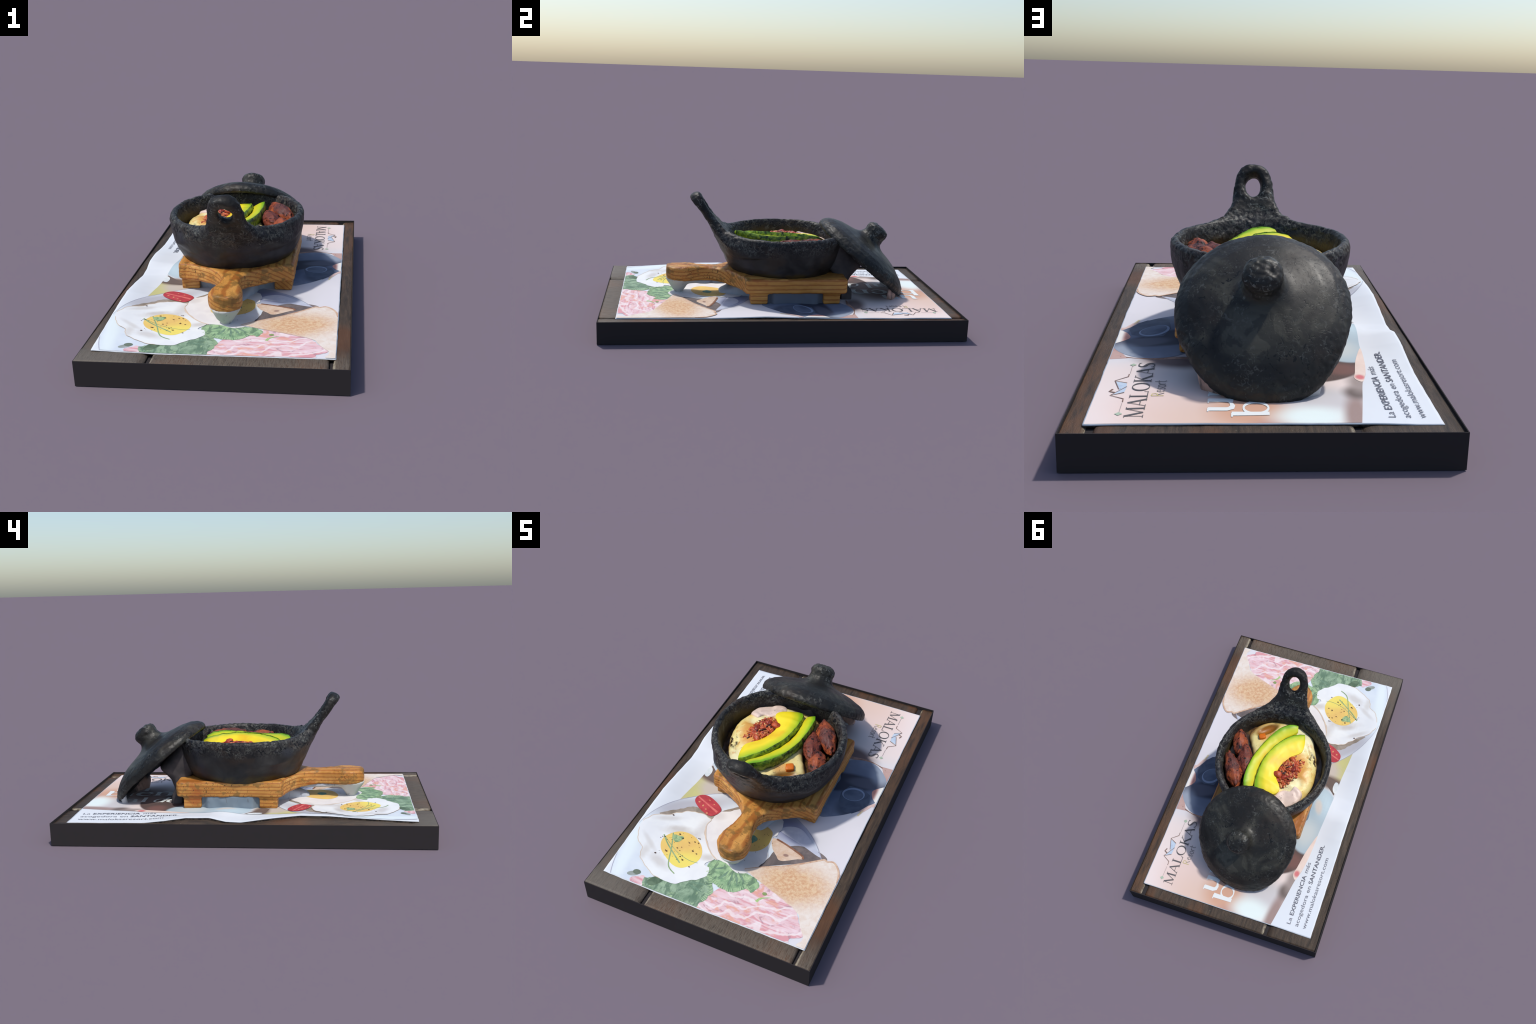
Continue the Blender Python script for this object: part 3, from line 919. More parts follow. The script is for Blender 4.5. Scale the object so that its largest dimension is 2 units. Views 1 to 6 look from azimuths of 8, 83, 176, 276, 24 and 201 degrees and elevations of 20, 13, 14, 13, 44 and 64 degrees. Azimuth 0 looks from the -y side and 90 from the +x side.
M_egg = pmat("print_egg_white", alb(248, 248, 255), alb(240, 240, 250), 10, extra=egg_extra(
    [(-0.305, -0.522, 0.09, 0.028, 12, 0.9), (-0.215, -0.43, 0.035, 0.07, -20, 0.7), (-0.34, -0.50, 0.05, 0.016, 20, 0.8), (-0.33, -0.735, 0.06, 0.025, -20, 0.8),
     (-0.425, -0.72, 0.02, 0.05, 0, 0.7), (-0.42, -0.47, 0.06, 0.014, 30, 0.7), (-0.115, -0.61, 0.04, 0.02, 20, 0.9), (-0.43, -0.65, 0.06, 0.012, -35, 0.6)]))
egg1 = [(-0.528, -0.552), (-0.493, -0.494), (-0.435, -0.449), (-0.373, -0.393), (-0.339, -0.371), (-0.28, -0.359), (-0.224, -0.375), (-0.224, -0.42), (-0.208, -0.471), (-0.164, -0.528), (-0.13, -0.569), (-0.085, -0.595), (-0.098, -0.628), (-0.109, -0.655), (-0.080, -0.672), (-0.067, -0.713), (-0.093, -0.746), (-0.137, -0.785), (-0.179, -0.820), (-0.218, -0.832), (-0.273, -0.828), (-0.326, -0.817), (-0.384, -0.785), (-0.416, -0.762), (-0.443, -0.729), (-0.444, -0.697), (-0.466, -0.686), (-0.498, -0.654), (-0.520, -0.605)]
egg2 = [(-0.09, -0.225), (-0.156, -0.280), (-0.195, -0.302), (-0.213, -0.350), (-0.226, -0.423), (-0.214, -0.466), (-0.147, -0.543), (-0.099, -0.593), (-0.044, -0.602), (0.0, -0.614), (0.058, -0.634), (0.108, -0.612), (0.143, -0.545), (0.157, -0.490), (0.141, -0.437), (0.132, -0.388), (0.128, -0.354), (0.145, -0.294), (0.13, -0.225), (0.02, -0.19)]
M_egg2 = pmat("print_egg_white_second", alb(246, 242, 248), alb(236, 230, 238), 10, extra=egg_extra([(0.12, -0.57, 0.04, 0.06, -30, 0.7), (-0.19, -0.33, 0.03, 0.03, 0, 0.5)]))
patch("fried_egg_print", ragged(catmull(egg2, 6), 0.005, 0.02, 12), M_egg2, 7, mat_top)
patch("fried_egg_print", ragged(catmull(egg1, 6), 0.005, 0.02, 13), M_egg, 9, mat_top)
strokes("egg_edge_print", [(ragged(catmull(egg1, 6), 0.005, 0.02, 13)[0:60], 0.0035), (ragged(catmull(egg1, 6), 0.005, 0.02, 13)[120:170], 0.003), (catmull([(-0.222, -0.43), (-0.18, -0.51), (-0.12, -0.575), (-0.07, -0.605)], 6, False), 0.006)],
        pmat("print_browned_edge", alb(232, 208, 190), alb(222, 200, 188), 60), 10, mat_top)
yolk1 = [(-0.383, -0.60), (-0.354, -0.542), (-0.31, -0.514), (-0.251, -0.515), (-0.194, -0.546), (-0.158, -0.594), (-0.150, -0.645), (-0.172, -0.693), (-0.208, -0.727), (-0.255, -0.728), (-0.311, -0.699), (-0.362, -0.659)]
yolk2 = [(-0.09, -0.43), (-0.05, -0.335), (-0.01, -0.30), (0.041, -0.287), (0.104, -0.312), (0.121, -0.35), (0.125, -0.406), (0.104, -0.453), (0.066, -0.482), (0.0, -0.50), (-0.06, -0.485)]
M_yolk = pmat("print_yolk", alb(250, 214, 122), alb(240, 196, 120), 8, extra=lambda m, c: m.mix(m.blob(-0.21, -0.69, 0.13, 0.06, 20, 1.2), c, alb(252, 230, 120)))
patch("yolk_print", catmull(yolk1, 6), M_yolk, 10, mat_top)
patch("yolk_print", catmull(yolk2, 6), M_yolk, 8, mat_top)
spots = []
for k in range(46):
    a, r = random.uniform(0, 6.28), 0.13 * math.sqrt(random.random())
    s = random.choice([0.0013, 0.0016, 0.002, 0.0028, 0.0042])
    spots.append((-0.262 + r * math.cos(a) * 1.05, -0.622 + r * math.sin(a) * 0.85, s * 1.2, s * 0.8))
for x, y in ((-0.29, -0.555), (-0.205, -0.607), (-0.225, -0.68), (-0.325, -0.665), (-0.41, -0.44), (-0.37, -0.70), (-0.317, -0.537)):
    spots.append((x, y, 0.006, 0.0045))
for k in range(16):
    spots.append((random.uniform(0.03, 0.15), random.uniform(-0.56, -0.33), 0.0022, 0.0018))
discs("pepper_print", spots, plain("print_pepper", alb(84, 56, 50), 0.7, 0.15), 12, mat_top, 7)
M_herb = pmat("print_chive", alb(170, 192, 146), alb(134, 164, 122), 50)
strokes("chive_print", [(catmull([(-0.390, -0.576), (-0.332, -0.629), (-0.229, -0.702)], 8, False), 0.007), (catmull([(-0.353, -0.544), (-0.312, -0.637), (-0.272, -0.739), (-0.22, -0.773)], 8, False), 0.006),
                        (catmull([(-0.375, -0.586), (-0.279, -0.644), (-0.2, -0.667), (-0.147, -0.665)], 8, False), 0.003)], M_herb, 11, mat_top)
patch("sprout_leaf_print", ragged(catmull([(-0.345, -0.56), (-0.320, -0.545), (-0.290, -0.55), (-0.298, -0.585), (-0.325, -0.59)], 8), 0.004, 0.01), pmat("print_sprout_leaf", alb(186, 208, 160), alb(120, 156, 116), 60), 12, mat_top)
patch("sprout_leaf_print", ragged(catmull([(0.0, -0.40), (0.03, -0.38), (0.06, -0.40), (0.045, -0.43), (0.015, -0.43)], 8), 0.004, 0.01), pmat("print_sprout_leaf_second", alb(120, 160, 140), alb(96, 136, 120), 40), 10, mat_top)

# ---- tomato wedge
tom = [(-0.364, -0.285), (-0.362, -0.255), (-0.341, -0.234), (-0.306, -0.230), (-0.255, -0.249), (-0.212, -0.278), (-0.201, -0.305), (-0.216, -0.337), (-0.242, -0.356), (-0.297, -0.340), (-0.344, -0.311)]
patch("tomato_print", catmull(tom, 6), pmat("print_tomato", alb(206, 78, 88), alb(184, 62, 74), 26, extra=lambda m, c: m.mix(m.math("MULTIPLY", m.step(m.noise(40, 3), 0.55, 0.7), 0.5), c, alb(150, 50, 62))), 10, mat_top)
strokes("tomato_highlight_print", [([(-0.356, -0.258), (-0.29, -0.285), (-0.215, -0.315)], [0.010, 0.008, 0.014])], pmat("print_tomato_highlight", alb(236, 130, 126), alb(222, 104, 106), 30), 11, mat_top)
discs("tomato_seed_print", [(-0.335, -0.29, 0.006, 0.005), (-0.305, -0.305, 0.005, 0.007), (-0.28, -0.322, 0.005, 0.004), (-0.29, -0.255, 0.005, 0.003), (-0.262, -0.345, 0.006, 0.005), (-0.255, -0.272, 0.005, 0.003)],
      plain("print_tomato_seed", alb(240, 170, 130)), 12, mat_top)

# ---- lettering
M_ink = plain("print_grey_ink", alb(134, 134, 150), 0.7, 0.03)
M_ink_bold = plain("print_dark_ink", alb(110, 110, 126), 0.7, 0.03)
text_print("lettering_print", "La", (-0.405, 0.884), 0.024, 0.040, M_ink, 4, mat_top, 0.0)
text_print("lettering_print", "EXPERIENCIA", (-0.405, 0.828), 0.024, 0.262, M_ink_bold, 4, mat_top, 0.009)
text_print("lettering_print", "m\u00e1s", (-0.405, 0.548), 0.024, 0.070, M_ink, 4, mat_top, 0.0)
text_print("lettering_print", "acogedora en", (-0.453, 0.884), 0.024, 0.262, M_ink, 4, mat_top, 0.0)
text_print("lettering_print", "SANTANDER.", (-0.453, 0.607), 0.024, 0.263, M_ink_bold, 4, mat_top, 0.011)
text_print("lettering_print", "www.malokasresort.com", (-0.501, 0.884), 0.024, 0.467, M_ink, 4, mat_top, 0.0)

# serif capitals drawn as pen strokes in a unit box: (points, width)
T, H, SF = 0.135, 0.045, 0.04


def bowl_pts(cx, cy, rx, ry, a0, a1, n=16):
    return [(cx + rx * math.cos(math.radians(a0 + (a1 - a0) * i / n)), cy + ry * math.sin(math.radians(a0 + (a1 - a0) * i / n))) for i in range(n + 1)]


def serif(x, y, w=0.34):
    return ([(x - w / 2, y), (x + w / 2, y)], SF)


def oval(cx, cy, rx, ry, n=28):
    pts = bowl_pts(cx, cy, rx, ry, 0, 360, n)
    return (pts, [H + (T - H) * abs(math.cos(2 * math.pi * i / n)) ** 1.5 for i in range(n + 1)])


GLYPH = {
    "M": (1.15, [([(0.16, 0), (0.2, 1)], H), ([(0.2, 1), (0.58, 0.05)], T), ([(0.58, 0.05), (0.95, 1)], H), ([(0.97, 1), (1.0, 0)], T), serif(0.16, 0.02, 0.28), serif(1.0, 0.02, 0.34), serif(0.15, 0.98, 0.2), serif(1.02, 0.98, 0.2)]),
    "A": (0.95, [([(0.1, 0), (0.46, 1)], H), ([(0.44, 1), (0.82, 0)], T), ([(0.22, 0.33), (0.68, 0.33)], H), serif(0.1, 0.02, 0.26), serif(0.82, 0.02)]),
    "L": (0.78, [([(0.2, 0), (0.2, 1)], T), ([(0.12, 0.03), (0.72, 0.03)], H), ([(0.72, 0.0), (0.75, 0.24)], H), serif(0.2, 0.98), serif(0.2, 0.02)]),
    "O": (1.05, [oval(0.52, 0.5, 0.42, 0.48)]),
    "K": (0.95, [([(0.2, 0), (0.2, 1)], T), ([(0.25, 0.45), (0.72, 0.98)], H), ([(0.36, 0.58), (0.82, 0.0)], T), serif(0.2, 0.98), serif(0.2, 0.02), serif(0.74, 0.98, 0.26), serif(0.84, 0.02)]),
    "S": (0.68, [([(0.58, 0.86), (0.50, 0.95), (0.36, 0.98), (0.20, 0.93), (0.12, 0.80), (0.15, 0.66), (0.28, 0.55), (0.44, 0.46), (0.56, 0.34), (0.56, 0.18), (0.45, 0.05), (0.28, 0.02), (0.12, 0.08), (0.07, 0.22)],
                        [0.04, 0.06, 0.06, 0.09, 0.11, 0.13, 0.16, 0.16, 0.14, 0.11, 0.08, 0.06, 0.06, 0.03]), ([(0.58, 0.80), (0.59, 0.98)], 0.04), ([(0.07, 0.02), (0.06, 0.24)], 0.04)]),
    # round lower-case text face
    "u": (1.0, [([(0.17, 0.98), (0.17, 0.25), (0.24, 0.08), (0.40, 0.02), (0.58, 0.08), (0.74, 0.26)], [0.2, 0.2, 0.18, 0.13, 0.09, 0.06]), ([(0.76, 0.98), (0.76, 0.0)], 0.2), serif(0.12, 0.98, 0.24), serif(0.70, 0.98, 0.26), serif(0.85, 0.02, 0.2)]),
    "n": (1.0, [([(0.2, 0.98), (0.2, 0)], 0.2), ([(0.22, 0.76), (0.36, 0.93), (0.55, 0.98), (0.72, 0.9), (0.78, 0.72), (0.78, 0)], [0.06, 0.1, 0.14, 0.18, 0.2, 0.2]), serif(0.12, 0.98, 0.2), serif(0.2, 0.02, 0.36), serif(0.78, 0.02, 0.36)]),
    "b": (1.0, [([(0.2, 1.38), (0.2, 0.0)], [0.21, 0.17]), oval(0.53, 0.48, 0.33, 0.46), serif(0.13, 1.37, 0.22)]),
    "i": (0.5, [([(0.24, 0.98), (0.24, 0)], 0.2), serif(0.2, 0.98, 0.24), serif(0.24, 0.02, 0.38), ([(0.14, 1.28), (0.34, 1.28)], 0.18)]),
    "e": (0.9, [([(0.12, 0.55), (0.76, 0.58)], 0.06), ([(0.76, 0.58), (0.72, 0.80), (0.58, 0.95), (0.42, 0.98), (0.24, 0.88), (0.13, 0.68), (0.11, 0.42), (0.2, 0.16), (0.4, 0.02), (0.6, 0.06), (0.76, 0.22)],
                          [0.14, 0.12, 0.09, 0.08, 0.13, 0.18, 0.2, 0.18, 0.12, 0.08, 0.05])]),
    "a": (0.85, [([(0.14, 0.74), (0.2, 0.9), (0.38, 0.98), (0.54, 0.9), (0.6, 0.7), (0.6, 0.1), (0.7, 0.02), (0.8, 0.08)], [0.14, 0.1, 0.08, 0.12, 0.2, 0.2, 0.1, 0.05]), oval(0.36, 0.27, 0.24, 0.26)]),
    "l": (0.5, [([(0.24, 1.4), (0.24, 0)], 0.2), serif(0.19, 1.39, 0.22), serif(0.24, 0.02, 0.38)]),
    "d": (1.0, [([(0.8, 1.4), (0.78, 0.0)], 0.2), oval(0.45, 0.48, 0.33, 0.46), serif(0.74, 1.39, 0.2)]),
}


def serif_text(name, word, start, size, advance, mat, layer, slant=0.0):
    lines, u = [], 0.0
    total = sum(GLYPH[ch][0] for ch in word)
    k = advance / total
    for ch in word:
        w, parts = GLYPH[ch]
        for pts, width in parts:
            out = [(start[0] + q[1] * size, start[1] - (u + q[0] + slant * q[1]) * k) for q in pts]
            g = (size + k) / 2 * (1.3 if word.islower() else 1.0)
            ww = [v * g for v in width] if isinstance(width, list) else width * g
            lines.append((out, ww))
        u += w
    return strokes(name, lines, mat, layer, mat_top)


M_logo = plain("print_charcoal_serif", alb(104, 100, 106), 0.7, 0.05)
serif_text("serif_lettering_print", "MALOKAS", (0.3655, 0.888), 0.058, 0.445, M_logo, 5)
M_white = plain("print_white_lettering", alb(246, 248, 255), 0.7, 0.02)
serif_text("white_lettering_print", "un", (0.094, 0.845), 0.080, 0.215, M_white, 5)
serif_text("white_lettering_print", "bien", (-0.017, 0.885), 0.084, 0.425, M_white, 5)
serif_text("white_lettering_print", "al", (-0.160, 0.725), 0.070, 0.140, M_white, 5)
serif_text("white_lettering_print", "de", (-0.162, 0.565), 0.074, 0.150, M_white, 5, 0.25)

# word under the serif capitals, thin hand-drawn strokes; first letter gilded
HAND = {"R": (0.8, [[(0.1, 0), (0.1, 1)], [(0.1, 1), (0.5, 0.95), (0.55, 0.7), (0.45, 0.52), (0.1, 0.5)], [(0.3, 0.5), (0.65, 0)]]),
        "e": (0.6, [[(0.08, 0.35), (0.5, 0.38), (0.4, 0.6), (0.2, 0.58), (0.08, 0.35), (0.18, 0.05), (0.5, 0.08)]]),
        "s": (0.5, [[(0.42, 0.55), (0.2, 0.6), (0.1, 0.45), (0.4, 0.2), (0.3, 0.0), (0.06, 0.05)]]),
        "o": (0.6, [bowl_pts(0.28, 0.3, 0.22, 0.3, 0, 360, 12)]),
        "r": (0.4, [[(0.08, 0.6), (0.08, 0)], [(0.08, 0.4), (0.2, 0.58), (0.36, 0.58)]]),
        "t": (0.45, [[(0.2, 0.95), (0.2, 0.1), (0.4, 0.0)], [(0.02, 0.6), (0.42, 0.62)]])}
lines, first, u = [], [], 0.0
for ch in "Resort":
    w, parts = HAND[ch]
    for pts in parts:
        (first if ch == "R" and len(first) < 2 else lines).append(([(0.315 + q[1] * 0.040, 0.732 - (u + q[0]) * 0.0385) for q in pts], 0.0035))
    u += w
strokes("hand_lettering_print", lines, plain("print_grey_hand_lettering", alb(150, 142, 146), 0.7, 0.05), 5, mat_top)
strokes("hand_lettering_print", first, plain("print_gold", alb(222, 206, 150), 0.7, 0.05), 5, mat_top)

# little mountain-roof emblem with side rules and diamonds
roof_l = [(0.440, 0.772), (0.441, 0.748), (0.486, 0.722), (0.444, 0.699)]
roof_r = [(0.444, 0.622), (0.487, 0.600), (0.446, 0.568), (0.446, 0.546)]
patch("emblem_sail_print", [(0.484, 0.719), (0.444, 0.697), (0.441, 0.652), (0.455, 0.662)], pmat("print_pale_blue", alb(206, 220, 244), alb(190, 206, 236), 30), 4, mat_top)
patch("emblem_sail_print", [(0.463, 0.672), (0.485, 0.606), (0.445, 0.624), (0.442, 0.650)], pmat("print_pale_blue_second", alb(206, 220, 244), alb(190, 206, 236), 30), 4, mat_top)
strokes("emblem_line_print", [(roof_l, 0.004), (roof_r, 0.004), ([(0.441, 0.652), (0.484, 0.719)], 0.003), ([(0.465, 0.672), (0.486, 0.601)], 0.003), ([(0.484, 0.671), (0.492, 0.690), (0.474, 0.699)], 0.007)],
        plain("print_umber_line", alb(140, 112, 106), 0.7, 0.05), 5, mat_top)
strokes("emblem_rule_print", [([(0.441, 0.845), (0.4405, 0.781)], 0.002), ([(0.4435, 0.478), (0.443, 0.540)], 0.002)], plain("print_rule", alb(186, 170, 176)), 5, mat_top)
for yy in (0.858, 0.463):
    patch("emblem_diamond_print", [(0.442 + 0.012, yy), (0.442, yy + 0.012), (0.442 - 0.012, yy), (0.442, yy - 0.012)], plain("print_sage", alb(190, 206, 190)), 5, mat_top)

# ------------------------------------------------------------------ SERVING BOARD
board_top = thing("serving_board", "small footed pine serving board with rounded handle", "serving board")
M_board = mat_board()
HW_Y = [-0.65, -0.648, -0.64, -0.62, -0.595, -0.565, -0.53, -0.50, -0.47, -0.44, -0.41, -0.38, -0.35, -0.32, -0.29, -0.25, -0.21]
HW_W = [0.0, 0.018, 0.042, 0.063, 0.076, 0.080, 0.075, 0.066, 0.056, 0.049, 0.046, 0.048, 0.059, 0.081, 0.115, 0.176, 0.252]


def board_f(x, y, z):
    n = 0.0022 * noise3(x, y * 0.5, z, 0.03, 21) + 0.0012 * noise3(x, y, z, 0.012, 22)
    # slab with rounded corners
    qx, qy = np.abs(x - 0.003) - (0.300 - 0.022), np.abs(y - 0.092) - (0.294 - 0.022)
    slab = np.hypot(np.maximum(qx, 0), np.maximum(qy, 0)) + np.minimum(np.maximum(qx, qy), 0) - 0.022
    zc = np.abs(z - 0.2275) - 0.0425
    d = smax(slab, zc, 0.014)
    # handle, a little higher than the slab
    hw = np.interp(y, HW_Y, HW_W).astype(np.float32)
    h2 = (np.abs(x - 0.010) - hw) * 0.75
    h2 = np.maximum(h2, np.maximum(-0.650 - y, y + 0.10))
    zt = np.interp(y, [-0.65, -0.55, -0.40, -0.25, -0.15], [0.286, 0.285, 0.281, 0.276, 0.268]).astype(np.float32)
    zb = np.interp(y, [-0.65, -0.60, -0.35, -0.20], [0.206, 0.197, 0.192, 0.186]).astype(np.float32)
    hz = np.maximum(z - zt, zb - z)
    d = smin(d, smax(h2, hz, 0.024), 0.018)
    # feet
    for fx in (-0.240, 0.244):
        for fy in (-0.122, 0.298):
            b = np.maximum(np.abs(x - fx) - 0.046, np.abs(y - fy) - 0.049)
            d = smin(d, smax(b, np.maximum(0.121 - z, z - 0.22), 0.010), 0.012)
    return d + n


P, Q = surface(board_f, (-0.33, -0.68, 0.105), (0.33, 0.42, 0.31), 0.005)
P = relax(P, Q, 1, 0.4)
C = P[Q].mean(1)
lab = np.zeros(len(Q), int)
lab[(C[:, 1] < -0.30)] = 1
lab[(C[:, 2] < 0.178) & (C[:, 1] > -0.30)] = 2
add_regions(P, Q, lab, ["board_slab", "board_handle", "board_foot"], [M_board] * 3, [board_top, board_top, board_top])


# solid fill under board and handle, sides darkened to slate for the shadow
def mat_underfill():
    m = Mat("shadow_tinted_underfill", 0.8, 0.2)
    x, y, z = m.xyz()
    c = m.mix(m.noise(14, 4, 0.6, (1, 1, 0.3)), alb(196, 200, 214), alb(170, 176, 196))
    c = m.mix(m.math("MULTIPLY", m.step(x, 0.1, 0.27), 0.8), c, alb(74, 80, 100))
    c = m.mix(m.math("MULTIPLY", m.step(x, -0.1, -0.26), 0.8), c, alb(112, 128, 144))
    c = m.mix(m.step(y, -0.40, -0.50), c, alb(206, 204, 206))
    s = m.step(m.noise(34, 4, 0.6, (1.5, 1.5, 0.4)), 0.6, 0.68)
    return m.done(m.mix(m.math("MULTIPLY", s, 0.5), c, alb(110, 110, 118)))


def underfill_f(x, y, z):
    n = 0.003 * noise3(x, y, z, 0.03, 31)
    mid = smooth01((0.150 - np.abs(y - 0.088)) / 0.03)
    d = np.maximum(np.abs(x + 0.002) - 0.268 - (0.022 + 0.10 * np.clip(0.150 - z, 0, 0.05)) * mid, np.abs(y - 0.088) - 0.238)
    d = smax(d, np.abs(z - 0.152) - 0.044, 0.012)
    # sloping fill that runs out below the neck of the handle
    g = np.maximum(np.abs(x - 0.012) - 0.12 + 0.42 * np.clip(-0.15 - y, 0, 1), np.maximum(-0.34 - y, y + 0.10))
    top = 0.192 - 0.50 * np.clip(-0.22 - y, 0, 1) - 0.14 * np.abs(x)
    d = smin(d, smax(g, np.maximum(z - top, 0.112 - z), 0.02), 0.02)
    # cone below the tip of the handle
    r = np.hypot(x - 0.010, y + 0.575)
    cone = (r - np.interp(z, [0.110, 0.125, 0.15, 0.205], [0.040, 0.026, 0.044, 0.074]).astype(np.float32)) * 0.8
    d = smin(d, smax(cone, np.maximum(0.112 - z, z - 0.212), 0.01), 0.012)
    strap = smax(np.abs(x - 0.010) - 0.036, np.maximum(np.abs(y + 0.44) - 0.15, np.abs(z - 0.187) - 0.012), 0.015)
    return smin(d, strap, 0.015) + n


P, Q = surface(underfill_f, (-0.32, -0.67, 0.10), (0.32, 0.39, 0.225), 0.006)
add("board_underfill", relax(P, Q, 1, 0.4), Q, mat_underfill(), mat_top)

# ------------------------------------------------------------------ CLAY POT
pot_top = thing("clay_pot", "black burnished clay pan with upright looped handle", "cooking pot")
PCX, PCY, PR = -0.013, 0.037, 0.357
PROFILE = [(0.0, 0.256), (0.262, 0.256), (0.284, 0.262), (0.302, 0.285), (0.320, 0.318), (0.334, 0.355), (0.345, 0.395), (0.351, 0.430), (0.354, 0.462),
           (0.350, 0.479), (0.341, 0.4875), (0.332, 0.487), (0.324, 0.477), (0.318, 0.454), (0.311, 0.41), (0.306, 0.37), (0.290, 0.33), (0.255, 0.305), (0.0, 0.30)]
HS = [-0.24, -0.18, -0.145, -0.115, -0.085, -0.055, -0.025, 0.0, 0.045, 0.085, 0.113, 0.135, 0.150, 0.163, 0.172, 0.178]
HWD = [0.30, 0.27, 0.235, 0.185, 0.145, 0.118, 0.101, 0.094, 0.089, 0.085, 0.079, 0.069, 0.058, 0.043, 0.026, 0.0]


def handle_local(x, y, z):
    s = (y + 0.3975) * -0.552 + (z - 0.564) * 0.834
    bend = smooth01((0.03 - s) / 0.12)
    yy = y - bend * (0.40 - np.sqrt(np.maximum(0.40 ** 2 - np.clip(np.abs(x), 0, 0.33) ** 2, 1e-4)))
    s = (yy + 0.3975) * -0.552 + (z - 0.564) * 0.834
    n = (yy + 0.3975) * 0.834 + (z - 0.564) * 0.552
    return s, n


def pot_f(x, y, z):
    r = np.hypot((x - PCX) / 0.354, (y - PCY) / 0.369) * PR
    # the lip is not quite level
    zz = z + (-0.001 + 0.017 * np.minimum(x, 0)) * smooth01((z - 0.40) / 0.06)
    d = poly_sd(r, zz, PROFILE)
    d = d - 0.004
    s, n = handle_local(x, y, z)
    w = np.interp(s, HS, HWD).astype(np.float32)
    blade = (np.abs(x - 0.001 - 0.001 * smooth01(s / 0.1)) - w) * 0.8
    half = np.interp(s, [-0.2, -0.1, 0.0, 0.06, 0.12, 0.18], [0.034, 0.033, 0.026, 0.025, 0.031, 0.032]).astype(np.float32)
    off = np.interp(s, [-0.1, -0.02, 0.06, 0.18], [0.005, 0.008, 0.007, 0.004]).astype(np.float32)
    blade = smax(blade, -0.20 - s, 0.01)
    blade = smax(blade, np.abs(n - off) - half, 0.035)
    blade = smax(blade, np.hypot(np.maximum(s - 0.135, 0), n - off) - 0.042, 0.012)
    d = smin(d, blade, 0.045)
    hole = (np.hypot((x - 0.004) / 0.034, (s - 0.066) / 0.049) - 1) * 0.034 - 0.35 * np.maximum(n - 0.005, 0)
    d = smax(d, -hole, 0.014)
    # hand-built surface: pitted on lip and handle, smoother below
    rough = smooth01((z - 0.40) / 0.06)
    pit = noise3(x, y, z, 0.016, 41) + 0.6 * noise3(x, y, z, 0.009, 42)
    big = noise3(x, y, z, 0.05, 43)
    uneven = 0.45 + 0.75 * smooth01(0.5 + 1.1 * noise3(x, y, z, 0.09, 44))
    return d - 0.0023 * pit * (0.18 + rough * uneven) - 0.0026 * big


P, Q = surface(pot_f, (-0.40, -0.54, 0.24), (0.37, 0.43, 0.745), 0.0045)
C = P[Q].mean(1)
s, n = handle_local(C[:, 0], C[:, 1], C[:, 2])
lab = ((s > -0.055) & (C[:, 1] < -0.28) & (C[:, 2] > 0.48)).astype(int)
add_regions(P, Q, lab, ["pot_bowl", "pot_handle"], [clay_bowl(), clay("pitted_clay_handle", 1.0)], [pot_top, 0])

# ------------------------------------------------------------------ LID
lid_top = thing("pot_lid", "domed black clay lid leaning on the pot, round knob", "lid")
LC = np.array([-0.009, 0.503, 0.348])
PHI = math.radians(39.0)
LN = np.array([0.052, math.sin(PHI), math.cos(PHI)])
LN = LN / np.linalg.norm(LN)
LA = np.array([1.0, 0.0, -LN[0] / LN[2]])
LA = LA / np.linalg.norm(LA)
LD = np.cross(LN, LA)
LID = [(0.0, 0.113), (0.08, 0.110), (0.15, 0.094), (0.20, 0.082), (0.25, 0.062), (0.280, 0.042), (0.296, 0.022), (0.300, 0.004), (0.295, -0.009), (0.283, -0.011),
       (0.268, 0.002), (0.240, 0.022), (0.20, 0.040), (0.12, 0.060), (0.0, 0.070)]
KNOB = [(0.0, 0.05), (0.10, 0.095), (0.080, 0.115), (0.070, 0.132), (0.064, 0.150), (0.065, 0.165), (0.068, 0.180), (0.066, 0.195), (0.055, 0.209), (0.035, 0.216), (0.0, 0.219)]


def lid_local(x, y, z):
    px, py, pz = x - LC[0], y - LC[1], z - LC[2]
    a = px * LA[0] + py * LA[1] + pz * LA[2]
    b = px * LD[0] + py * LD[1] + pz * LD[2]
    h = px * LN[0] + py * LN[1] + pz * LN[2]
    # the leaning half is drawn out and droops a little towards the table
    h = h + 0.026 * smooth01((b - 0.17) / 0.20)
    a = a * (1 - 0.025 * smooth01(a / 0.2) * smooth01((b + 0.08) / 0.2))
    b = b - 0.062 * smooth01((b - 0.06) / 0.31)
    return a, b, h


def lid_f(x, y, z):
    a, b, h = lid_local(x, y, z)
    r = np.hypot(a, b)
    d = poly_sd(r, h, LID) - 0.003
    k = poly_sd(np.hypot(a, b + 0.004), h, KNOB)
    d = smin(d, k, 0.02)
    edge = smooth01((r - 0.23) / 0.06)
    kn = smooth01((h - 0.12) / 0.03)
    pit = noise3(x, y, z, 0.016, 51) + 0.6 * noise3(x, y, z, 0.009, 52)
    return d - 0.0024 * pit * (0.06 + 0.7 * edge + 1.3 * kn) - 0.0022 * noise3(x, y, z, 0.07, 53)


P, Q = surface(lid_f, (-0.34, 0.22, 0.085), (0.33, 0.86, 0.60), 0.0045)
C = P[Q].mean(1)
a, b, h = lid_local(C[:, 0], C[:, 1], C[:, 2])
lab = ((h > 0.121) & (np.hypot(a, b) < 0.12)).astype(int)
M_lid = clay("burnished_clay_lid", 0.9, 0.35)
add_regions(P, Q, lab, ["lid_dome", "lid_knob"], [M_lid, clay("pitted_clay_knob", 1.0)], [lid_top, 0])


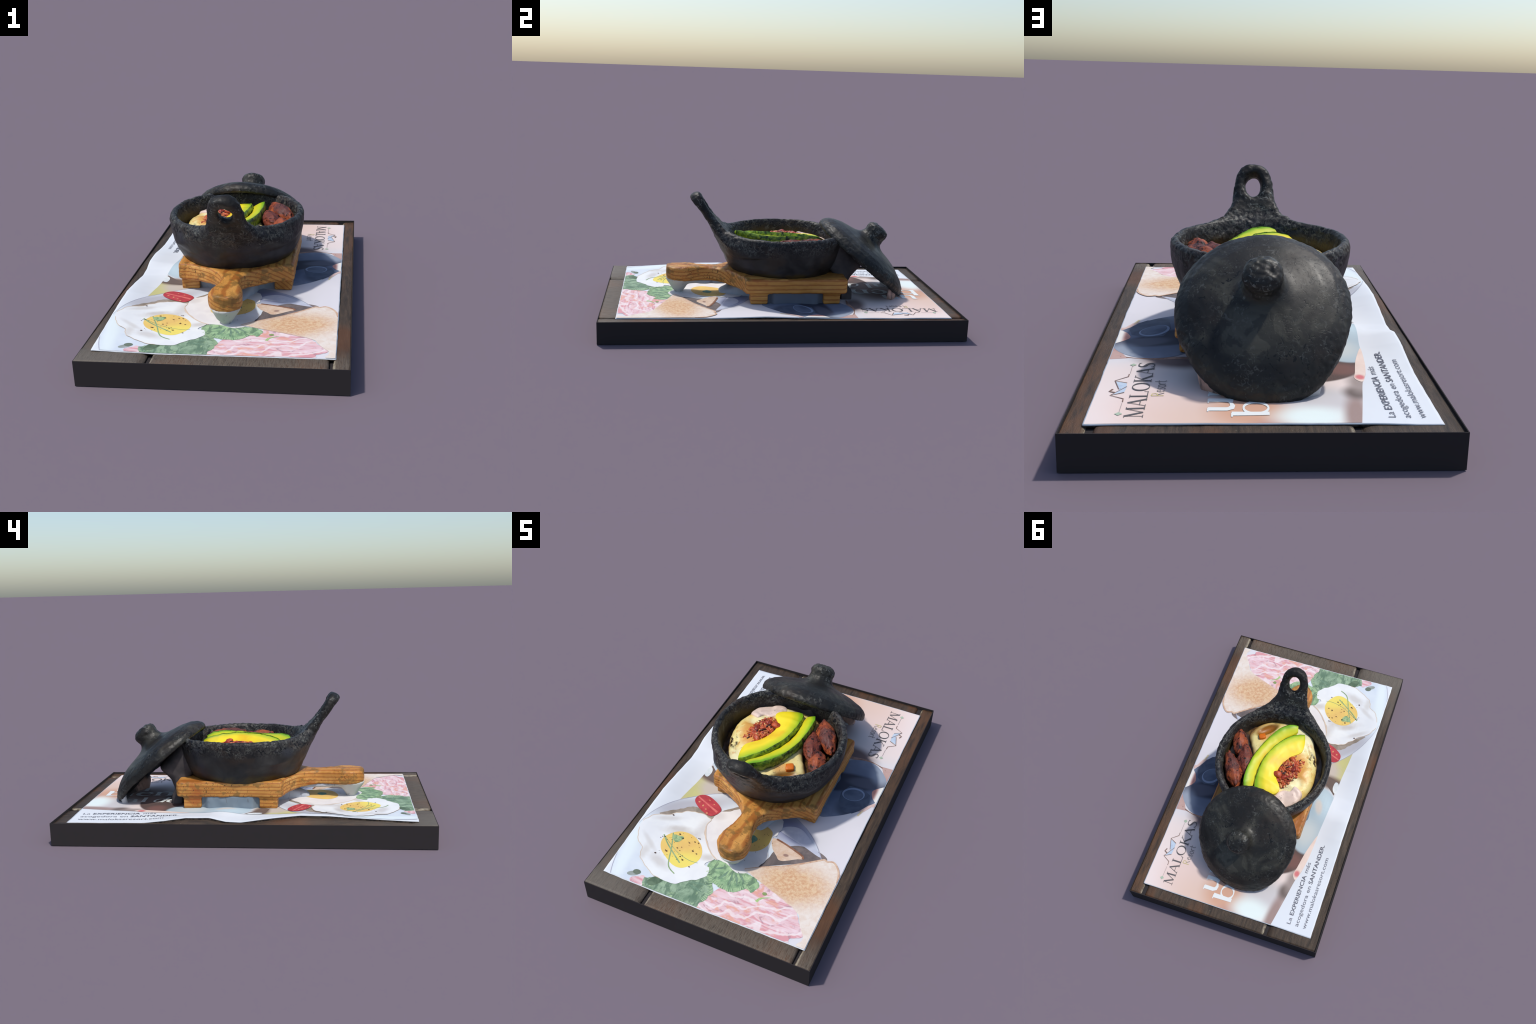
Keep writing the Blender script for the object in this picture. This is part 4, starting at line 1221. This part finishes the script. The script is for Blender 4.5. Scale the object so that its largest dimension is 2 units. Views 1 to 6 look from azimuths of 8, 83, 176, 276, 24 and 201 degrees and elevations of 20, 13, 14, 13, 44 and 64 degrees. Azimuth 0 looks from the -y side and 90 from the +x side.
# dark grey-brown web between the pot wall, board end and underside of the lid
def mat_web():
    m = Mat("dark_grey_brown_web", 0.7, 0.25)
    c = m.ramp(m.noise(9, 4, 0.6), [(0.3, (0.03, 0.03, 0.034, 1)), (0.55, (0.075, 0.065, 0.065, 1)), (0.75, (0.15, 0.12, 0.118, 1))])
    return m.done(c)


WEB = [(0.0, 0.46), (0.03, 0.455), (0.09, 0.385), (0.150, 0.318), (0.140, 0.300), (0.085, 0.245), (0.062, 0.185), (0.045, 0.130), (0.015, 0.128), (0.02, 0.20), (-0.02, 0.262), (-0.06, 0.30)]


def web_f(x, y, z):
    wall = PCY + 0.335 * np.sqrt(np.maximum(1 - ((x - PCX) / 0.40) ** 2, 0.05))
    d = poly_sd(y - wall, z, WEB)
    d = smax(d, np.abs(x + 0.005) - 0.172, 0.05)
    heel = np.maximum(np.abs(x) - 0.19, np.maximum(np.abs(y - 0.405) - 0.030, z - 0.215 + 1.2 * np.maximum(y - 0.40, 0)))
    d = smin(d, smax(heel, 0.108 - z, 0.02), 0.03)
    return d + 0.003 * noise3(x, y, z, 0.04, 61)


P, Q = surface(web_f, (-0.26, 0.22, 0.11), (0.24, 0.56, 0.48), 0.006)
add("dark_web", relax(P, Q, 1, 0.5), Q, mat_web(), lid_top)


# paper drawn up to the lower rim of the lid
def mat_skirt():
    m = Mat("paper_pulled_to_lid", 0.75, 0.25)
    x, y, z = m.xyz()
    c = m.mix(m.step(x, -0.06, 0.04), alb(206, 206, 216), alb(206, 168, 158))
    c = m.mix(m.step(m.noise(18, 4, 0.6, (1.5, 1.5, 0.5)), 0.5, 0.68), c, alb(120, 104, 104))
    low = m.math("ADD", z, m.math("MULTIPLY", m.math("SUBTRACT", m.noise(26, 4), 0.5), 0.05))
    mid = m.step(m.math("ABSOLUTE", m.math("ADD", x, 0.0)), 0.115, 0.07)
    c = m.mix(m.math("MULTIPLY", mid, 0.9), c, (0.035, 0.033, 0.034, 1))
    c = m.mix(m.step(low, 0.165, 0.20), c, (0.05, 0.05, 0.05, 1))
    return m.done(c)


def build_skirt():
    V, F = [], []
    n = 60
    for i in range(n + 1):
        t = -1 + 2 * i / n
        ang = math.radians(54 if t > 0 else 38) * t
        ring = []
        for r, h, down in ((0.300, 0.006, 0), (0.301, -0.004, 0), (0.294, 0, 0.45), (0.298, 0, 1.0), (0.258, 0, 1.0), (0.264, 0, 0.45), (0.266, 0.002, 0), (0.284, 0.014, 0)):
            a, b = r * math.sin(ang), r * math.cos(ang)
            for _ in range(30):
                b = r * math.cos(ang) + 0.062 * float(smooth01((b - 0.06) / 0.31))
            h = h - 0.026 * float(smooth01((b - 0.17) / 0.20))
            p = LC + LA * a + LD * b + LN * h
            if down:
                pull = 0.02 * down
                z0 = 0.1115
                p = np.array([p[0] * (1 - 0.03 * down), p[1] - pull * (1 - abs(t)) + 0.004 * noise3([p[0]], [0], [down], 0.03, 71)[0], p[2] + (z0 - p[2]) * down])
            ring.append(p)
        fade = min(1.0, (1 - abs(t)) * 9 + 0.02)
        c = sum(ring) / 8
        ring = [c + (p - c) * (0.25 + 0.75 * fade) for p in ring]
        V += [tuple(p) for p in ring]
    for i in range(n):
        for k in range(8):
            F.append((i * 8 + k, (i + 1) * 8 + k, (i + 1) * 8 + (k + 1) % 8, i * 8 + (k + 1) % 8))
    F.append(list(range(8)))
    F.append([n * 8 + k for k in range(8)][::-1])
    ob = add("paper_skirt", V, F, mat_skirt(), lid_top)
    bm = bmesh.new()
    bm.from_mesh(ob.data)
    bmesh.ops.recalc_face_normals(bm, faces=bm.faces)
    bm.to_mesh(ob.data)
    bm.free()


build_skirt()

# ------------------------------------------------------------------ FOOD
dish = thing("egg_breakfast", "baked eggs with avocado slices, plantain and tomato salsa", "breakfast dish")


def mat_sauce():
    m = Mat("brown_oily_sauce", 0.3, 0.5)
    n = m.noise(18, 5, 0.6, dist=1)
    return m.done(m.ramp(n, [(0.3, (0.018, 0.011, 0.006, 1)), (0.55, (0.06, 0.028, 0.009, 1)), (0.75, (0.17, 0.09, 0.025, 1))]))


def build_sauce():
    V, F = [(PCX, PCY, 0.375)], []
    nr, na = 26, 96
    for i in range(1, nr + 1):
        for j in range(na):
            t = 2 * math.pi * j / na
            r = 0.309 * i / nr
            x, y = PCX + r * math.cos(t), PCY + r * 1.04 * math.sin(t)
            V.append((x, y, 0.372 + 0.006 * float(noise3([x], [y], [0], 0.03, 81)[0]) + 0.004 * float(noise3([x], [y], [0], 0.012, 82)[0])))
    for j in range(na):
        F.append((0, 1 + j, 1 + (j + 1) % na))
    for i in range(nr - 1):
        for j in range(na):
            a = 1 + i * na
            F.append((a + j, a + na + j, a + na + (j + 1) % na, a + (j + 1) % na))
    add("sauce", V, F, mat_sauce(), dish)


build_sauce()

EGG = catmull([(0.215, -0.13), (0.165, -0.222), (0.099, -0.272), (0.005, -0.300), (-0.103, -0.284), (-0.187, -0.22), (-0.225, -0.145), (-0.262, -0.066), (-0.283, 0.02), (-0.290, 0.10),
               (-0.268, 0.194), (-0.20, 0.285), (-0.12, 0.335), (0.03, 0.345), (0.12, 0.30), (0.14, 0.20), (0.12, 0.06), (0.16, -0.03)], 4)


def egg_top(x, y):
    r = np.hypot((x + 0.09) / 0.27, (y - 0.02) / 0.32)
    z = 0.440 - 0.034 * np.clip(r, 0, 1.2) ** 2
    z = z + 0.008 * noise3(x, y, 0 * x, 0.07, 91) + 0.003 * noise3(x, y, 0 * x, 0.025, 92)
    z = z + 0.003 * np.exp(-((x + 0.235) / 0.05) ** 2 - ((y - 0.10) / 0.12) ** 2) + 0.009 * np.exp(-((x + 0.16) / 0.07) ** 2 - ((y + 0.19) / 0.05) ** 2)
    z = z - 0.012 * np.exp(-(((x + 0.225) * 0.8 + (y + 0.062) * 0.6) / 0.012) ** 2 - ((y + 0.062) / 0.06) ** 2)
    z = z + 0.004 * np.abs(noise3(x, y, 0 * x + 0.3, 0.045, 94))
    # cream pulled into a peak and a torn fold beside the salsa
    z = z + 0.006 * np.exp(-(((x + 0.20) / 0.07) ** 2 + ((y - 0.04) / 0.06) ** 2))
    z = z + 0.011 * np.exp(-(((x + 0.145) / 0.05) ** 2 + ((y - 0.15) / 0.045) ** 2))
    return z


def egg_f(x, y, z):
    d2 = poly_sd(x[:, :, 0], y[:, :, 0], EGG)[:, :, None]
    d2 = d2 + 0.006 * noise3(x, y, 0 * z, 0.035, 93)
    zt = egg_top(x[:, :, 0], y[:, :, 0])[:, :, None]
    d = smax(d2, np.maximum(z - zt, 0.36 - z), 0.045)
    # spoon-shaped hollow near the handle side
    c, s_ = math.cos(math.radians(42)), math.sin(math.radians(42))
    u, v = (x - 0.105) * c + (y + 0.185) * s_, -(x - 0.105) * s_ + (y + 0.185) * c
    hol = (np.sqrt((u / 0.080) ** 2 + (v / 0.036) ** 2 + ((z - 0.432) / 0.052) ** 2) - 1) * 0.036
    return smax(d, -hol, 0.012)


def mat_cream():
    m = Mat("creamy_baked_egg", 0.42, 0.45)
    m.bs.inputs["Subsurface Weight"].default_value = 0.08
    m.bs.inputs["Subsurface Radius"].default_value = (0.02, 0.012, 0.006)
    x, y, z = m.xyz()
    c = m.mix(m.step(m.noise(10, 4), 0.3, 0.7), alb(255, 240, 176), alb(246, 212, 126))
    c = m.mix(m.blob(-0.12, -0.20, 0.12, 0.12, 0, 1.1), c, alb(250, 240, 200))
    st = m.step(m.noise(16, 5, 0.65, dist=0.8, loc=(1, 3, 0)), 0.5, 0.68)
    c = m.mix(m.math("MULTIPLY", m.math("MULTIPLY", st, m.blob(-0.21, -0.03, 0.11, 0.13, 0, 0.8)), 0.85), c, alb(226, 150, 62))
    c = m.mix(m.blob(-0.11, 0.06, 0.12, 0.14, 0, 0.5, 0.8, 18), c, alb(232, 168, 84))
    c = m.mix(m.math("MULTIPLY", m.blob(-0.155, 0.145, 0.075, 0.05, 20, 0.5, 0.5), 0.9), c, alb(250, 240, 190))
    c = m.mix(m.math("MULTIPLY", m.blob(0.085, -0.145, 0.05, 0.04, 20, 0.9), 0.7), c, alb(226, 160, 90))
    # browned oily hollow and burnt crease
    c = m.mix(m.blob(0.105, -0.185, 0.078, 0.032, 42, 0.6, 0.4, 30), c, m.mix(m.noise(30), alb(150, 112, 40), alb(92, 66, 18)))
    crease = m.math("MULTIPLY", m.blob(-0.235, -0.062, 0.055, 0.022, -55, 0.8, 1.0, 30), m.step(m.noise(38, 3), 0.45, 0.58))
    c = m.mix(crease, c, alb(60, 36, 16))
    rim = m.step(z, 0.412, 0.385)
    c = m.mix(m.math("MULTIPLY", rim, 0.75), c, alb(178, 110, 36))
    pep = m.step(m.noise(70, 2, 0.5, dist=1.5, loc=(4, 4, 0)), 0.68, 0.72)
    c = m.mix(m.math("MULTIPLY", pep, 0.85), c, alb(58, 44, 20))
    m.bump(m.noise(60, 4), 0.003, 0.35)
    return m.done(c)


P, Q = surface(egg_f, (-0.32, -0.33, 0.35), (0.25, 0.38, 0.49), 0.005)
add("baked_egg", relax(P, Q, 1, 0.4), Q, mat_cream(), dish)

# slice of ham showing through the cream
HAM = catmull([(-0.075, 0.290), (-0.105, 0.215), (-0.140, 0.190), (-0.172, 0.186), (-0.190, 0.150), (-0.225, 0.160), (-0.250, 0.185), (-0.232, 0.245), (-0.17, 0.30), (-0.11, 0.33)], 4)


def ham_f(x, y, z):
    d2 = poly_sd(x[:, :, 0], y[:, :, 0], HAM)[:, :, None]
    zt = (egg_top(x[:, :, 0], y[:, :, 0]) + 0.010 - 0.25 * np.clip(y[:, :, 0] - 0.22, 0, 1) * 0.4)[:, :, None]
    return smax(d2, np.maximum(z - zt, zt - 0.035 - z), 0.014) + 0.0015 * noise3(x, y, z, 0.02, 95)


mh = Mat("pale_pink_ham", 0.4, 0.45)
ch = mh.mix(mh.noise(20, 3), alb(250, 226, 216), alb(236, 204, 196))
ch = mh.mix(mh.step(mh.noise(55, 2, 0.5, dist=1.5), 0.66, 0.7), ch, alb(70, 50, 44))
P, Q = surface(ham_f, (-0.28, 0.12, 0.38), (-0.04, 0.36, 0.49), 0.004)
add("ham_slice", relax(P, Q, 1, 0.4), Q, mh.done(ch), dish)


# ---- avocado
def flesh(name, cx, cy, r_skin, band, yellow, green):
    m = Mat(name, 0.45, 0.35)
    l = m.n("ShaderNodeVectorMath", operation="LENGTH")
    m.link(m.mapping((1, 1, 0), loc=(-cx, -cy, 0)), l.inputs[0])
    r = m.math("ADD", l.outputs["Value"], m.math("MULTIPLY", m.math("SUBTRACT", m.noise(14, 3), 0.5), 0.022))
    c = m.mix(m.noise(9, 3), yellow, alb(255, 232, 48))
    c = m.mix(m.step(m.noise(7, 3, 0.5, loc=(3, 2, 0)), 0.52, 0.7), c, alb(248, 198, 34))
    c = m.mix(m.step(r, r_skin - band, r_skin - band * 0.35), c, alb(204, 212, 38))
    c = m.mix(m.step(r, r_skin - band * 0.42, r_skin), c, green)
    return m, c


def peel_mat():
    m = Mat("dark_avocado_peel", 0.38, 0.5)
    n = m.noise(38, 4, 0.6, dist=0.8)
    c = m.ramp(n, [(0.36, (0.010, 0.016, 0.003, 1)), (0.44, (0.07, 0.16, 0.012, 1)), (0.64, (0.28, 0.42, 0.024, 1))])
    m.bump(n, 0.006, 0.6)
    return m.done(c)


M_peel = peel_mat()


def avocado(outer, inner, z_out, z_in, depth, mat, parent):
    """crescent: flat cut face between inner and outer edge, peel on the outer side"""
    n = 44
    oc = np.array(catmull(outer, 12, False))
    ic = np.array(catmull(inner, 12, False))
    res = lambda c: np.array([[np.interp(t, np.linspace(0, 1, len(c)), c[:, k]) for k in range(2)] for t in np.linspace(0, 1, n + 1)])
    oc, ic = res(oc), res(ic)
    ts = np.linspace(0, 1, n + 1)
    zo = np.interp(ts, np.linspace(0, 1, len(z_out)), z_out)
    zi = np.interp(ts, np.linspace(0, 1, len(z_in)), z_in)
    V, F, K = [], [], 12
    pv, pf = [], []
    for i, t in enumerate(ts):
        o, q = oc[i], ic[i]
        thin = min(1.0, 7 * min(t, 1 - t) + 0.12) ** 0.6
        wob = 0.0036 * float(noise3([o[0]], [o[1]], [0.3], 0.022, 101)[0])
        dirv = (q - o) / max(np.hypot(*(q - o)), 1e-6)
        a = np.array([o[0], o[1], zo[i] + wob])
        b = np.array([q[0], q[1], zi[i]])
        dp = depth * thin
        sec = []
        for k in range(K):
            u = k / (K - 1)
            p = a * (1 - u) + b * u
            p[2] += 0.006 * thin * math.sin(math.pi * u) + 0.0016 * float(noise3([p[0]], [p[1]], [0.7], 0.02, 102)[0])
            if k == 0:
                p[2] -= 0.002
            sec.append(p)
        sec.append(b + np.array([0, 0, -dp * 0.7]))
        sec.append(a + np.array([dirv[0] * 0.02, dirv[1] * 0.02, -dp]))
        sec.append(a + np.array([dirv[0] * 0.003, dirv[1] * 0.003, -dp * 0.8]))
        V += [tuple(p) for p in sec]
        # peel strip, standing 2 mm proud of the flesh, closed section
        bulge = 0.006 * thin
        lump = lambda k: 0.0045 * float(noise3([o[0] * 1.5], [o[1] * 1.5], [k * 0.013], 0.02, 103)[0])
        for k, (out, dz) in enumerate(((-0.001, 0.0025), (0.002, -0.002), (bulge, -dp * 0.3), (bulge * 1.1, -dp * 0.6), (0.002, -dp * 0.95), (-0.004, -dp), (-0.003, -dp * 0.4))):
            e = out + (lump(k) if 1 < k < 5 else lump(k) * 0.4)
            pv.append((a[0] - dirv[0] * e, a[1] - dirv[1] * e, a[2] + dz))
    w = K + 3
    for i in range(n):
        for k in range(w):
            F.append((i * w + k, i * w + (k + 1) % w, (i + 1) * w + (k + 1) % w, (i + 1) * w + k))
        for k in range(7):
            pf.append((i * 7 + k, i * 7 + (k + 1) % 7, (i + 1) * 7 + (k + 1) % 7, (i + 1) * 7 + k))
    F += [list(range(w))[::-1], [n * w + k for k in range(w)]]
    pf += [list(range(7))[::-1], [n * 7 + k for k in range(7)]]
    obs = [add("avocado_slice", V, F, mat, parent)]
    obs.append(add("avocado_peel", pv, pf, M_peel, obs[0]))
    for ob in obs:
        bm = bmesh.new()
        bm.from_mesh(ob.data)
        bmesh.ops.recalc_face_normals(bm, faces=bm.faces)
        bm.to_mesh(ob.data)
        bm.free()
        ob.data.set_sharp_from_angle(angle=math.radians(55))


m1, c1 = flesh("avocado_flesh_yellow", -0.293, 0.108, 0.347, 0.062, alb(255, 224, 38), alb(132, 184, 32))
M_av1 = m1.done(c1)
m2, c2 = flesh("avocado_flesh_green", -0.273, 0.103, 0.396, 0.062, alb(222, 212, 46), alb(122, 176, 28))
M_av2 = m2.done(c2)
avocado([(-0.141, -0.200), (-0.100, -0.180), (-0.053, -0.140), (-0.006, -0.075), (0.028, 0.0), (0.045, 0.08), (0.048, 0.16), (0.038, 0.235), (0.015, 0.275)],
        [(-0.150, -0.178), (-0.160, -0.130), (-0.156, -0.078), (-0.110, -0.030), (-0.075, 0.025), (-0.058, 0.085), (-0.066, 0.135), (-0.105, 0.190), (-0.095, 0.235), (-0.030, 0.270)],
        [0.452, 0.464, 0.476, 0.484, 0.486, 0.485, 0.478, 0.464, 0.444], [0.447, 0.446, 0.447, 0.450, 0.453, 0.454, 0.452, 0.448, 0.444], 0.045, M_av1, dish)
avocado([(-0.086, -0.238), (-0.040, -0.226), (0.010, -0.185), (0.055, -0.115), (0.090, -0.03), (0.111, 0.06), (0.119, 0.15), (0.112, 0.225), (0.095, 0.27)],
        [(-0.094, -0.205), (-0.075, -0.178), (-0.039, -0.140), (-0.005, -0.085), (0.025, -0.03), (0.046, 0.04), (0.055, 0.11), (0.050, 0.19), (0.055, 0.255)],
        [0.470, 0.482, 0.484, 0.478, 0.473, 0.479, 0.485, 0.478, 0.456], [0.458, 0.458, 0.457, 0.456, 0.456, 0.455, 0.454, 0.453, 0.448], 0.058, M_av2, dish)


# ---- salsa: chopped tomato and onion
def mat_salsa(name, a, b):
    m = Mat(name, 0.45, 0.4)
    c = m.mix(m.step(m.noise(40, 3), 0.35, 0.65), a, b)
    c = m.mix(m.step(m.noise(85, 3, 0.6, dist=1.5), 0.60, 0.65), c, (0.02, 0.008, 0.004, 1))
    m.bump(m.noise(90, 3), 0.003, 0.5)
    return m.done(c)


SAL = [mat_salsa("salsa_tomato", alb(208, 96, 52), alb(176, 66, 36)), mat_salsa("salsa_deep_red", alb(176, 60, 38), alb(126, 36, 24)), mat_salsa("salsa_onion", alb(226, 160, 104), alb(196, 108, 60)), mat_salsa("salsa_charred", alb(90, 34, 22), alb(60, 22, 14))]


def lump_mesh(bm, c, r, rot, seed, mi, detail=3):
    res = bmesh.ops.create_icosphere(bm, subdivisions=detail, radius=1.0)
    for v in res["verts"]:
        q = v.co.copy()
        k = 1 + 0.28 * float(noise3([q.x], [q.y], [q.z], 0.8, seed)[0]) + 0.10 * float(noise3([q.x], [q.y], [q.z], 0.35, seed + 7)[0])
        p = Vector((q.x * r[0] * k, q.y * r[1] * k, q.z * r[2] * k))
        v.co = rot @ p + Vector(c)
    for f in {f for v in res["verts"] for f in v.link_faces}:
        f.material_index = mi
        f.smooth = True


def build_salsa():
    # soft bed of minced tomato and onion
    rot = math.radians(62)

    def f(x, y, z):
        u = (x + 0.122) * math.cos(rot) + (y - 0.068) * math.sin(rot)
        v = -(x + 0.122) * math.sin(rot) + (y - 0.068) * math.cos(rot)
        r = np.sqrt((u / 0.108) ** 2 + (v / 0.062) ** 2 + ((z - 0.432) / 0.025) ** 2)
        return (r - 1) * 0.024 + 0.006 * noise3(x, y, z, 0.022, 451) + 0.004 * noise3(x, y, z, 0.010, 452)

    P, Q = surface(f, (-0.25, -0.07, 0.39), (0.0, 0.20, 0.485), 0.0035)
    add("salsa_bed", relax(P, Q, 1, 0.3), Q, SAL[0], dish)
    bm = bmesh.new()
    rnd = random.Random(5)
    for k in range(190):
        t, u = rnd.random(), rnd.uniform(-1, 1)
        cx = -0.158 + 0.082 * t + 0.047 * u
        cy = -0.022 + 0.172 * t - 0.040 * u + rnd.uniform(-0.012, 0.012)
        e = math.hypot((cx + 0.122) / 0.075, (cy - 0.068) / 0.11)
        cz = 0.436 + 0.020 * max(0, 1 - e * e) + rnd.uniform(-0.002, 0.004)
        s = rnd.uniform(0.006, 0.012)
        turn = Matrix.Rotation(rnd.uniform(0, 6.28), 3, "Z") @ Matrix.Rotation(rnd.uniform(-0.6, 0.6), 3, "X")
        lump_mesh(bm, (cx, cy, cz), (s * rnd.uniform(1.1, 2.2), s * 0.6, s * 0.6), turn, 200 + k, rnd.choice([0, 0, 1, 2, 2, 3]), 2)
    me = D.meshes.new("salsa")
    bm.to_mesh(me)
    bm.free()
    for mm in SAL:
        me.materials.append(mm)
    ob = D.objects.new("salsa", me)
    COLL.objects.link(ob)
    ob.parent = dish
    ob["kind"] = "stuff"
    # a few chunks of tomato that stand out
    for k, (x, y, z, sz) in enumerate(((-0.066, 0.110, 0.452, 0.026), (-0.148, 0.052, 0.453, 0.020), (-0.125, -0.012, 0.447, 0.021), (-0.112, 0.118, 0.451, 0.018))):
        bm = bmesh.new()
        lump_mesh(bm, (x, y, z), (sz * 1.2, sz * 0.85, sz * 0.75), Matrix.Rotation(k * 1.3, 3, "Z"), 300 + k, 0)
        me = D.meshes.new("tomato_chunk")
        bm.to_mesh(me)
        bm.free()
        me.materials.append(SAL[k % 2])
        ob = D.objects.new("tomato_chunk", me)
        COLL.objects.link(ob)
        ob.parent = dish


build_salsa()


# ---- fried plantain
def mat_plantain(name, a, b, ld):
    m = Mat(name, 0.55, 0.3)
    n = m.noise(22, 4, 0.6, (1, 1, 1), dist=0.6)
    c = m.mix(m.step(n, 0.35, 0.65), a, b)
    c = m.mix(m.step(m.noise(16, 3, 0.5, loc=(ld, 2, 1)), 0.52, 0.66), c, alb(100, 56, 52))
    c = m.mix(m.step(m.noise(40, 3, 0.6, (1.3, 0.7, 1), dist=1.8, loc=(ld, 0, 3)), 0.57, 0.61), c, (0.010, 0.005, 0.005, 1))
    m.bump(m.noise(70, 3), 0.004, 0.6)
    return m.done(c)


def plantain(p0, p1, rad, zt, zb, mat, ridge, seed):
    a, b = np.array(p0), np.array(p1)
    L = np.hypot(*(b - a))
    d = (b - a) / L
    c = (a + b) / 2
    mid = (zt + zb) / 2

    def f(x, y, z):
        u = (x - c[0]) * d[0] + (y - c[1]) * d[1]
        v = -(x - c[0]) * d[1] + (y - c[1]) * d[0]
        v = v + 0.12 * u * u / L * ridge
        ww = rad * np.sqrt(np.clip(1 - (np.abs(u) / (L / 2)) ** 2.4, 0.0, 1)) + 1e-4
        # crested top
        zz = (z - mid) / ((zt - zb) / 2)
        k = np.sqrt((np.abs(u) / (L / 2)) ** 1.7 + (np.abs(v) / rad) ** 1.35 + np.abs(zz) ** 2.2)
        e = (k - 1) * rad * 0.7
        crease = np.abs(noise3(u * 0.3 + 0 * z, v + 0 * z, z, 0.024, seed + 2))
        return e + 0.002 - 0.0045 * crease + 0.0022 * noise3(x, y, z, 0.03, seed) + 0.0012 * noise3(x, y, z, 0.011, seed + 1)

    pad = rad + 0.02
    lo = (min(a[0], b[0]) - pad, min(a[1], b[1]) - pad, zb - 0.02)
    hi = (max(a[0], b[0]) + pad, max(a[1], b[1]) + pad, zt + 0.02)
    P, Q = surface(f, lo, hi, 0.0038)
    add("plantain_slice", relax(P, Q, 1, 0.3), Q, mat, dish)


plantain((0.272, 0.045), (0.140, 0.275), 0.053, 0.486, 0.385, mat_plantain("fried_plantain", alb(176, 88, 50), alb(134, 62, 44), 1), 0.6, 401)
plantain((0.262, -0.125), (0.200, 0.055), 0.050, 0.468, 0.375, mat_plantain("fried_plantain_side", alb(168, 84, 52), alb(136, 66, 48), 4), -0.5, 411)
plantain((0.205, -0.055), (0.115, 0.185), 0.050, 0.472, 0.375, mat_plantain("fried_plantain_dark", alb(136, 66, 50), alb(102, 50, 44), 7), 0.4, 421)


# ---- carrot cube and some cream folds near it
def carrot():
    bm = bmesh.new()
    bmesh.ops.create_cube(bm, size=1.0)
    bmesh.ops.subdivide_edges(bm, edges=bm.edges[:], cuts=5, use_grid_fill=True)
    rot = Matrix.Rotation(0.5, 3, "Z") @ Matrix.Rotation(0.25, 3, "X")
    for v in bm.verts:
        q = v.co * 2
        q = Vector([math.copysign(abs(t) ** 1.0, t) for t in q])
        n = q.normalized()
        q = q * 0.72 + n * 0.35
        k = 1 + 0.07 * float(noise3([q.x], [q.y], [q.z], 0.7, 500)[0])
        v.co = rot @ Vector((q.x * 0.021 * k, q.y * 0.019 * k, q.z * 0.021 * k)) + Vector((0.113, -0.118, 0.412))
    for f in bm.faces:
        f.smooth = True
    me = D.meshes.new("carrot_cube")
    bm.to_mesh(me)
    bm.free()
    me.materials.append(plain("orange_carrot", alb(240, 124, 34), 0.35, 0.12, 60))
    ob = D.objects.new("carrot_cube", me)
    COLL.objects.link(ob)
    ob.parent = dish


carrot()
